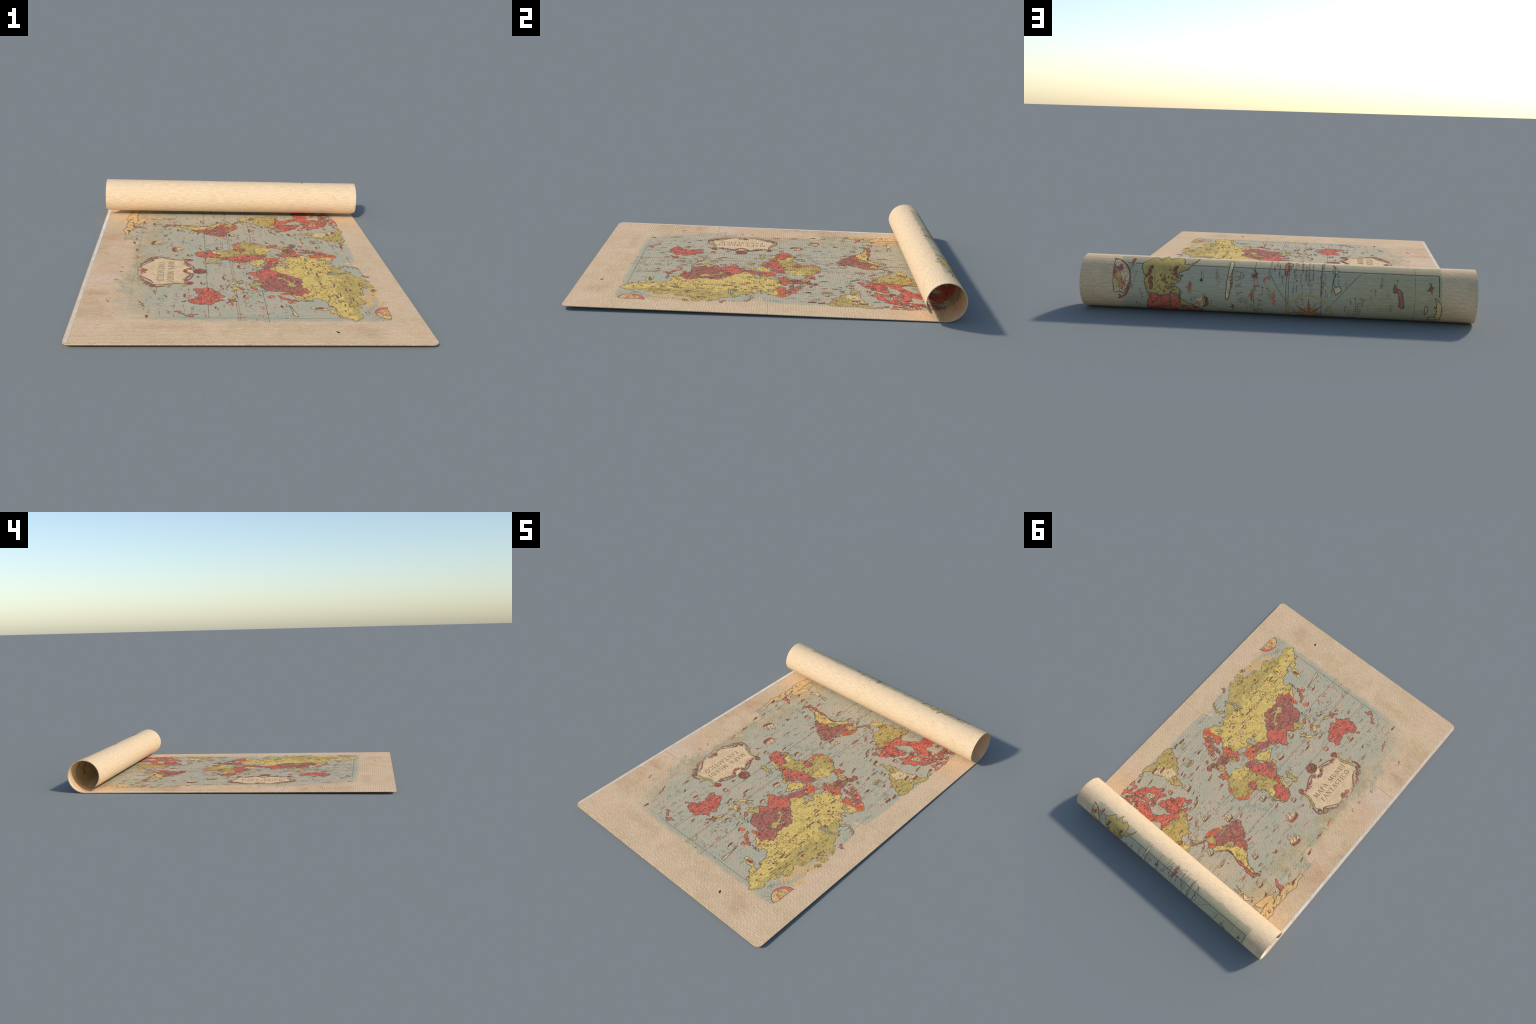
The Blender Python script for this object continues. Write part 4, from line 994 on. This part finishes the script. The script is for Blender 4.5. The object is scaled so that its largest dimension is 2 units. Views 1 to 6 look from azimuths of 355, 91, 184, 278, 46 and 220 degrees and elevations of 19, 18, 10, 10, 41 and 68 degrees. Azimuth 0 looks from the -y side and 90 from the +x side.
# crowded island chains of the eastern seas and the Caribbean
for cs_, cx_, ss, sx, n in ((-0.42, 0.00, 0.10, 0.045, 60), (-0.58, 0.0, 0.07, 0.05, 34), (0.70, 0.12, 0.06, 0.06, 44), (0.76, 0.02, 0.05, 0.04, 26), (0.02, 0.21, 0.06, 0.04, 24), (0.42, 0.24, 0.04, 0.03, 8), (0.13, 0.26, 0.04, 0.05, 14)):
    for i in range(n):
        s, x = rng.gauss(cs_, ss), rng.gauss(cx_, sx)
        if ink_at(s, x):
            continue
        r = rng.uniform(2, 6)
        blob = rugged([(s * 1000 + r * rng.uniform(0.6, 1.6), x * 1000), (s * 1000, x * 1000 + r * 0.8), (s * 1000 - r * rng.uniform(0.6, 1.6), x * 1000), (s * 1000, x * 1000 - r * 0.7)], 2.0, rng, 0.003)
        captions.fill(rng.choice(("olive", "outline", "plum", "coral", "caption", "olive")), 1.5, blob)
captions.build("caption_mark", "stuff")

# ------------------------------------------------------------------ letters: broad and fine strokes with serifs


def bow(cx_, cy_, rx, ry, a0, a1, n=14):
    return [(cx_ + rx * math.cos(math.radians(a0 + (a1 - a0) * i / n)), cy_ + ry * math.sin(math.radians(a0 + (a1 - a0) * i / n))) for i in range(n + 1)]


BROAD, FINE = 0.13, 0.055
GLYPH = {
    "A": (0.80, [([(0.06, 0), (0.40, 1)], FINE), ([(0.38, 1), (0.76, 0)], BROAD), ([(0.18, 0.36), (0.62, 0.36)], FINE)], [(0.06, 0), (0.76, 0)]),
    "M": (1.02, [([(0.10, 0), (0.15, 1)], FINE), ([(0.17, 1), (0.51, 0.05)], BROAD), ([(0.51, 0.05), (0.86, 1)], FINE), ([(0.86, 1), (0.92, 0)], BROAD)], [(0.10, 0), (0.92, 0), (0.12, 1), (0.9, 1)]),
    "P": (0.64, [([(0.14, 0), (0.14, 1)], BROAD), ([(0.14, 0.98)] + bow(0.26, 0.73, 0.27, 0.25, 90, -90) + [(0.14, 0.48)], FINE * 1.3)], [(0.14, 0)]),
    "U": (0.84, [([(0.16, 1)] + [(0.16, 0.4)] + bow(0.42, 0.32, 0.26, 0.31, 180, 270, 8), BROAD), (bow(0.42, 0.32, 0.28, 0.31, 270, 360, 8) + [(0.70, 1)], FINE)], [(0.16, 1), (0.70, 1)]),
    "N": (0.88, [([(0.14, 0), (0.14, 1)], FINE), ([(0.14, 1), (0.74, 0)], BROAD), ([(0.74, 0), (0.74, 1)], FINE)], [(0.14, 0), (0.10, 1), (0.74, 1)]),
    "D": (0.86, [([(0.14, 0), (0.14, 1)], BROAD), ([(0.14, 0.98)] + bow(0.28, 0.5, 0.48, 0.48, 90, -90) + [(0.14, 0.02)], FINE * 1.5)], [(0.10, 0), (0.10, 1)]),
    "I": (0.36, [([(0.18, 0), (0.18, 1)], BROAD)], [(0.18, 0), (0.18, 1)]),
    "F": (0.62, [([(0.14, 0), (0.14, 1)], BROAD), ([(0.14, 0.97), (0.56, 0.97), (0.56, 0.82)], FINE), ([(0.14, 0.52), (0.46, 0.52)], FINE)], [(0.14, 0)]),
    "T": (0.74, [([(0.37, 0), (0.37, 1)], BROAD), ([(0.05, 0.82), (0.06, 0.97), (0.68, 0.97), (0.69, 0.82)], FINE)], [(0.37, 0)]),
    "S": (0.56, [(bow(0.28, 0.74, 0.19, 0.24, 30, 270, 12) + bow(0.26, 0.25, 0.22, 0.25, 90, -150, 12), FINE * 1.6)], []),
    "C": (0.78, [(bow(0.45, 0.5, 0.37, 0.5, 45, 315, 22), FINE * 1.7)], []),
    "O": (0.92, [(bow(0.46, 0.5, 0.38, 0.5, 0, 360, 28), FINE * 1.7)], []),
    "R": (0.72, [([(0.14, 0), (0.14, 1)], BROAD), ([(0.14, 0.98)] + bow(0.26, 0.73, 0.27, 0.25, 90, -90) + [(0.14, 0.48)], FINE * 1.3), ([(0.3, 0.48), (0.66, 0)], BROAD)], [(0.14, 0)]),
    "H": (0.86, [([(0.16, 0), (0.16, 1)], BROAD), ([(0.70, 0), (0.70, 1)], BROAD), ([(0.16, 0.5), (0.70, 0.5)], FINE)], [(0.16, 0), (0.70, 0), (0.16, 1), (0.70, 1)]),
    "L": (0.62, [([(0.14, 0), (0.14, 1)], BROAD), ([(0.14, 0.03), (0.56, 0.03), (0.58, 0.18)], FINE)], [(0.14, 1)]),
    "E": (0.64, [([(0.14, 0), (0.14, 1)], BROAD), ([(0.14, 0.03), (0.56, 0.03)], FINE), ([(0.14, 0.97), (0.54, 0.97)], FINE), ([(0.14, 0.52), (0.44, 0.52)], FINE)], []),
    "G": (0.84, [(bow(0.45, 0.5, 0.37, 0.5, 45, 330, 22) + [(0.76, 0.45), (0.56, 0.45)], FINE * 1.6)], []),
    "K": (0.74, [([(0.14, 0), (0.14, 1)], BROAD), ([(0.62, 1), (0.14, 0.45)], FINE), ([(0.3, 0.6), (0.68, 0)], BROAD)], [(0.14, 0)]),
    "B": (0.66, [([(0.14, 0), (0.14, 1)], BROAD), (bow(0.28, 0.75, 0.22, 0.23, 90, -90), FINE * 1.3), (bow(0.28, 0.26, 0.27, 0.25, 90, -90), FINE * 1.3)], []),
    "V": (0.80, [([(0.06, 1), (0.40, 0)], BROAD), ([(0.40, 0), (0.74, 1)], FINE)], [(0.06, 1), (0.74, 1)]),
    " ": (0.55, [], []),
}


def write(pr, ink, layer, text, s, x, height, length=None, turn=0.0, weight=1.0, italic=0.0):
    """Letters run east (towards -s) from (s, x); length spreads them to fit."""
    adv = [GLYPH[c][0] for c in text]
    gap = 0.06 if length is None else max(0.0, (length / height - sum(adv)) / max(1, len(text) - 1))
    e, ct, st = 0.0, math.cos(turn), math.sin(turn)
    for ch, w in zip(text, adv):
        def put(p):
            u, v = (e + p[0] + italic * p[1]) * height, p[1] * height
            return (s - (u * ct - v * st), x + (u * st + v * ct))
        for pts, width in GLYPH[ch][1]:
            pr.line(ink, layer, [put(p) for p in pts], width * height * weight)
        for px, py in GLYPH[ch][2]:
            pr.line(ink, layer, [put((px - 0.13, py)), put((px + 0.13, py))], 0.05 * height * weight)
        e += w + gap


title = Print()
write(title, "letter", 3, "MAPA MUNDI", -0.016, -0.362, 0.0295, 0.290, weight=1.0)
write(title, "letter", 3, "FANTASTICO", -0.030, -0.411, 0.0295, 0.264, weight=1.0)
title.build("title_lettering")

sea_names = Print()
for text, s, x, h, length, turn in (
    ("NORTH", 0.64, 0.135, 0.017, 0.20, 0.0), ("ATLANTIC", 0.62, 0.085, 0.015, 0.36, 0.02), ("OCEAN", 0.62, 0.05, 0.011, 0.15, 0.0),
    ("SOUTH", 0.40, -0.125, 0.016, 0.20, 0.05), ("ATLANTIC", 0.40, -0.185, 0.016, 0.34, 0.08),
    ("GREENLAND SEA", 0.36, 0.505, 0.011, 0.22, 0.1), ("BARENTS SEA", 0.07, 0.565, 0.012, 0.16, 0.0),
    ("INDIAN", 0.0, 0.07, 0.013, 0.16, 0.0), ("OCEAN", -0.06, -0.09, 0.014, 0.16, 0.0),
    ("NORTH", -0.60, 0.165, 0.014, 0.14, -0.1), ("PACIFIC", -0.60, 0.06, 0.014, 0.18, 0.0),
    ("SOUTH", -0.45, -0.31, 0.013, 0.16, -0.2), ("PACIFIC", -0.48, -0.38, 0.014, 0.19, -0.1),
    ("NORTH", 1.152, 0.145, 0.021, 0.135, -0.2), ("PACIFIC", 1.055, 0.045, 0.017, 0.13, 0.1),
    ("SOUTH", 1.055, -0.34, 0.021, 0.12, 0.3), ("HUDSON", 0.715, 0.315, 0.010, 0.07, 0.0), ("KARA SEA", -0.10, 0.59, 0.009, 0.07, 0.0),
    ("BERING SEA", 1.12, 0.53, 0.008, 0.07, 0.2),
):
    write(sea_names, "outline", 1, text, s, x, h, length, turn, 0.7, 0.2)
sea_names.build("sea_lettering", "stuff")

# ------------------------------------------------------------------ title cartouche
panel = Print()
outline = rugged(PANEL, 0.25, random.Random(3))
panel.fill("panel", 1, outline)
panel.line("outline", 2, outline, 0.0022, closed=True)
panel.build("title_panel")

flower = Print()
for s, x, r in BERRIES:
    s, x, r = s / 1000, x / 1000, r / 1000 * 0.8
    flower.disc("coral", 8, (s, x), r)
    ring = [(s + r * math.cos(a), x + r * math.sin(a)) for a in [2 * math.pi * i / 12 for i in range(12)]]
    flower.line("brown", 9, ring, 0.0014, closed=True)
    flower.disc("dark_red", 9, (s, x), r * 0.4, sides=8)
    for i in range(2):
        a = rng.uniform(0, 6.28)
        dash(flower, "outline", 7, s + 1.3 * r * math.cos(a), x + 1.3 * r * math.sin(a), 0.008, 0.0024, a)
flower.build("ornament_flower", "stuff")

crest = Print()
c0 = (-0.155, -0.207)
disc = rugged([(1000 * (c0[0] + 0.035 * math.cos(t)), 1000 * (c0[1] + 0.034 * math.sin(t))) for t in [2 * math.pi * i / 14 for i in range(14)]], 0.8, random.Random(5))
crest.fill("brown", 6, disc)
crest.line("outline", 7, disc, 0.0018, closed=True)
for i in range(16):
    a, r = rng.uniform(0, 6.28), 0.029 * math.sqrt(rng.random())
    dash(crest, rng.choice(("coral", "black", "dark_red", "caption", "black")), 7, c0[0] + r * math.cos(a), c0[1] + r * math.sin(a), rng.uniform(0.008, 0.016), 0.0045, rng.uniform(0, 3.14))
crest.fill("cream", 5, [(-0.178, -0.235), (-0.186, -0.245), (-0.155, -0.268), (-0.140, -0.262), (-0.140, -0.245)])
crest.build("crest_drawing")


ORN = Print()


def smooth_path(pts, per=5):
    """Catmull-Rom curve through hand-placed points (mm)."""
    p = [Vector(q) / 1000 for q in pts]
    p = [2 * p[0] - p[1]] + p + [2 * p[-1] - p[-2]]
    out = []
    for i in range(1, len(p) - 2):
        for k in range(per):
            t = k / per
            a, b, c, d = p[i - 1], p[i], p[i + 1], p[i + 2]
            out.append(0.5 * (2 * b + (c - a) * t + (2 * a - 5 * b + 4 * c - d) * t * t + (3 * b - a - 3 * c + d) * t * t * t))
    return [tuple(q) for q in out] + [tuple(p[-2])]


def scroll(ink, width, pts):
    pr = Print()
    path = smooth_path(pts)
    if ink != "outline":
        pr.line("outline", 4, path, width / 1000 * 0.9 + 0.0022)
        pr.line(ink, 5, path, width / 1000 * 0.9)
    else:
        pr.line(ink, 4, path, width / 1000 * 0.75)
    pr.build("ornament_scroll")


scroll('dark_red', 7, [(-320, -260), (-318, -251), (-328, -254), (-327, -265), (-314, -267), (-308, -256), (-312, -244), (-328, -244), (-339, -258), (-333, -272), (-318, -278)])
scroll('dark_red', 4, [(-292, -275), (-260, -253), (-217, -241), (-190, -237)])
scroll('outline', 3, [(-283, -282), (-250, -266), (-218, -251), (-190, -242)])
scroll('dark_red', 5, [(-124, -238), (-93, -237), (-57, -255), (-26, -272)])
scroll('outline', 3, [(-118, -248), (-92, -256), (-59, -271), (-28, -277)])
scroll('dark_red', 7, [(4, -262), (11, -257), (3, -254), (-2, -263), (11, -271), (22, -261), (18, -246), (5, -243), (-4, -255)])
scroll('dark_red', 5, [(8, -284), (18, -276), (24, -263)])
scroll('olive', 9, [(57, -292), (39, -283), (26, -280), (17, -291), (14, -314), (22, -344), (34, -372), (40, -387)])
scroll('olive', 7, [(20, -330), (34, -359), (60, -367)])
scroll('outline', 2, [(16, -285), (4, -312), (13, -345), (26, -381)])
scroll('dark_red', 6, [(50, -380), (54, -404), (57, -427), (49, -446), (32, -453)])
scroll('brown', 6, [(35, -429), (44, -429), (39, -421), (28, -423), (28, -435), (36, -441)])
scroll('brown', 6, [(10, -456), (19, -452), (14, -442), (-1, -444), (-4, -459), (9, -470), (27, -464), (30, -446)])
scroll('outline', 4, [(20, -441), (-1, -436), (-33, -457), (-59, -477), (-83, -495)])
scroll('outline', 3, [(11, -477), (-14, -482), (-55, -500), (-75, -502)])
scroll('outline', 4, [(-83, -495), (-111, -492), (-130, -479)])
scroll('outline', 4, [(-86, -496), (-123, -513), (-147, -509), (-171, -510), (-205, -504), (-229, -493)])
scroll('brown', 7, [(-140, -484), (-140, -474), (-129, -484), (-139, -492), (-152, -485), (-151, -467), (-134, -469), (-125, -485)])
scroll('dark_red', 7, [(-170, -483), (-172, -472), (-180, -472), (-188, -481), (-181, -492), (-168, -490), (-158, -475)])
scroll('dark_red', 7, [(-233, -492), (-258, -468), (-280, -447), (-299, -436)])
scroll('outline', 4, [(-295, -438), (-313, -429), (-328, -433), (-345, -450)])
scroll('brown', 6, [(-322, -456), (-315, -451), (-323, -445), (-333, -453), (-325, -464), (-310, -460), (-311, -447)])
scroll('outline', 3, [(-344, -456), (-336, -470), (-319, -473), (-307, -465), (-280, -494), (-259, -503), (-235, -493)])
scroll('brown', 6, [(-349, -427), (-342, -427), (-347, -418), (-358, -421), (-357, -434), (-346, -438), (-336, -432)])
scroll('dark_red', 6, [(-363, -377), (-369, -401), (-369, -424), (-358, -446)])
scroll('outline', 3, [(-363, -369), (-375, -401), (-373, -429), (-367, -446)])
scroll('olive', 10, [(-366, -294), (-354, -277), (-338, -278), (-324, -292), (-319, -313), (-324, -337), (-336, -365), (-342, -396)])
scroll('olive', 6, [(-328, -335), (-351, -352), (-375, -360)])
scroll('outline', 2, [(-338, -288), (-330, -317), (-340, -346), (-353, -378)])
scroll('olive', 6, [(-337, -359), (-346, -383), (-338, -402)])
scroll('outline', 4, [(-184, -239), (-180, -260), (-174, -281)])
scroll('outline', 4, [(-124, -241), (-133, -252), (-157, -253)])

# ------------------------------------------------------------------ odd bits
emblem = Print()
EMBLEM_FRONT = ((-0.680, 0.627), 0.0695, 0.0695)
EMBLEM_ROLL = ((1.0847, 0.6536), 0.0977, 0.0977)

def ring_arc(pr, ink, layer, c, rs, rx, a0, a1, width):
    pts = [(c[0] + rs * math.cos(math.radians(a)), c[1] + rx * math.sin(math.radians(a))) for a in [a0 + (a1 - a0) * i / 40 for i in range(41)]]
    pr.line(ink, layer, pts, width)


ring_arc(emblem, "plum", 4, EMBLEM_FRONT[0], EMBLEM_FRONT[1], EMBLEM_FRONT[2], 192, 362, 0.0030)
ring_arc(emblem, "plum", 4, EMBLEM_ROLL[0], EMBLEM_ROLL[1], EMBLEM_ROLL[2], 230, 346, 0.0050)
for i in range(9):                                          # fine rays out of the globes
    a = math.radians(210 + 14 * i)
    emblem.line("faint", 0.5, [(-0.665 + 0.075 * math.cos(a), 0.63 + 0.08 * math.sin(a)), (-0.665 + 0.115 * math.cos(a), 0.63 + 0.12 * math.sin(a))], 0.0014)
for s, x, k in ((1164, 608, 12), (1147, 611, 11), (1141, 585, 9), (1123, 579, 10), (1106, 574, 10), (1087, 569, 9), (1070, 608, 13), (1066, 597, 12), (1057, 586, 11), (1048, 604, 10)):
    puff = rugged([(s + k * math.cos(a), min(619, x + 0.8 * k * math.sin(a))) for a in [i * 0.7 for i in range(9)]], 0.4, rng, 0.003)
    emblem.fill("cream", 3, puff)
    emblem.line("caption", 3.4, puff, 0.0013, closed=True)
for path in ([(1129, 617), (1117, 607), (1112, 597), (1120, 593)], [(1104, 620), (1104, 606), (1098, 593), (1081, 582), (1070, 575)], [(1097, 612), (1097, 603), (1085, 599), (1076, 589)], [(1087, 619), (1085, 612), (1073, 606)]):
    emblem.line("outline", 3.6, smooth_path(path), 0.0052)
    emblem.line("yellow", 3.8, smooth_path(path), 0.0036)
for path in ([(1076, 589), (1067, 585), (1058, 590)], [(1085, 599), (1071, 594), (1060, 600)]):
    emblem.line("coral", 3.8, smooth_path(path), 0.006, taper=True)
for i in range(26):                                         # busy little figures inside the other globe
    a, q = rng.uniform(0, 6.28), 0.05 * math.sqrt(rng.random())
    s, x = -0.690 + q * math.cos(a), 0.600 + 0.6 * q * math.sin(a)
    if x < 0.617 and (s + 0.68) ** 2 + (x - 0.627) ** 2 < 0.06 ** 2:
        dash(emblem, rng.choice(("yellow", "coral", "burgundy", "olive", "caption")), 3.5, s, x, rng.uniform(0.006, 0.014), 0.0035, rng.uniform(0, 3.1))
emblem.build("emblem_ring")

spots = Print()
spots.disc("black", 1, (-0.881, 0.356), 0.0068, 0.75)
spots.fill("black", 1, [(-0.893, 0.358), (-0.884, 0.364), (-0.873, 0.357), (-0.870, 0.349), (-0.880, 0.349)])
spots.disc("black", 1, (1.096, 0.283), 0.006)
spots.build("ink_spot")

# penguins standing on the ice land, as small black strokes
for s, x in ((0.735, -0.600), (0.700, -0.603), (0.585, -0.540), (0.590, -0.560), (0.600, -0.575), (0.615, -0.583), (-0.17, -0.585), (-0.37, -0.565), (-0.28, -0.60), (0.765, -0.598), (0.775, -0.590)):
    pr = Print()
    k = rng.uniform(0.6, 1.1) * (1.0 if -0.3 < s < 0.74 else 0.6)
    pr.line("black", 6, [(s, x + 0.011 * k), (s + 0.004 * k, x + 0.004 * k), (s + 0.005 * k, x - 0.006 * k), (s - 0.002 * k, x - 0.012 * k)], 0.005 * k, taper=True)
    pr.line("black", 6, [(s - 0.008 * k, x + 0.006 * k), (s - 0.006 * k, x - 0.008 * k)], 0.0022 * k)
    pr.build("penguin_drawing")

# folds drawn on the ice land, and scuffs on the back of the roll
folds = Print()
for i in range(60):
    s, x = rng.uniform(0.40, 0.92), rng.uniform(-0.615, -0.50)
    at_ = ink_at(s, x)
    if at_ and at_[0] == "peach":
        k = rng.uniform(0.015, 0.035)
        pts = [(s + k, x - 0.3 * k), (s + 0.2 * k, x + 0.05 * k), (s - 0.5 * k, x + 0.35 * k)]
        if all(ink_at(*q) for q in pts):
            folds.line(rng.choice(("faint", "outline", "olive")), 3, pts, 0.0016, taper=True)
folds.build("ice_fold", "stuff")
scuffs = Print()
for s, x, d, k in ((1.345, 0.62, 0.9, 0.02), (1.35, 0.605, 1.0, 0.012), (1.30, 0.35, 0.2, 0.006), (1.27, 0.52, 0.1, 0.010), (1.262, 0.30, 0.5, 0.008), (1.28, -0.10, 1.2, 0.006), (1.375, 0.25, 0.0, 0.005), (1.33, -0.35, 0.7, 0.005), (1.25, 0.12, 0.3, 0.008), (1.29, 0.44, 0.2, 0.011)):
    scuffs.line("scrap", 0, [(s - k * math.cos(d), x - k * math.sin(d)), (s, x + 0.002), (s + k * math.cos(d), x + k * math.sin(d))], 0.0035, taper=True)
scuffs.build("scuff", "stuff")

# ice floes off the ice land
floes = Print()
for i in range(34):
    s, x = rng.uniform(0.33, 0.84), rng.uniform(-0.59, -0.50)
    if ink_at(s, x) or x > -0.47 - 0.09 * max(0, (0.62 - s) / 0.3):
        continue
    k = rng.uniform(0.008, 0.02)
    loop = rugged([(1000 * (s + k), 1000 * (x - 0.35 * k)), (1000 * (s + 0.2 * k), 1000 * (x + 0.3 * k)), (1000 * (s - k), 1000 * (x + 0.5 * k)), (1000 * s, 1000 * (x - 0.25 * k))], 0.6, rng)
    floes.fill("cream", 1, loop)
    floes.line("faint", 2, loop, 0.0012, closed=True)
floes.build("ice_floe", "stuff")
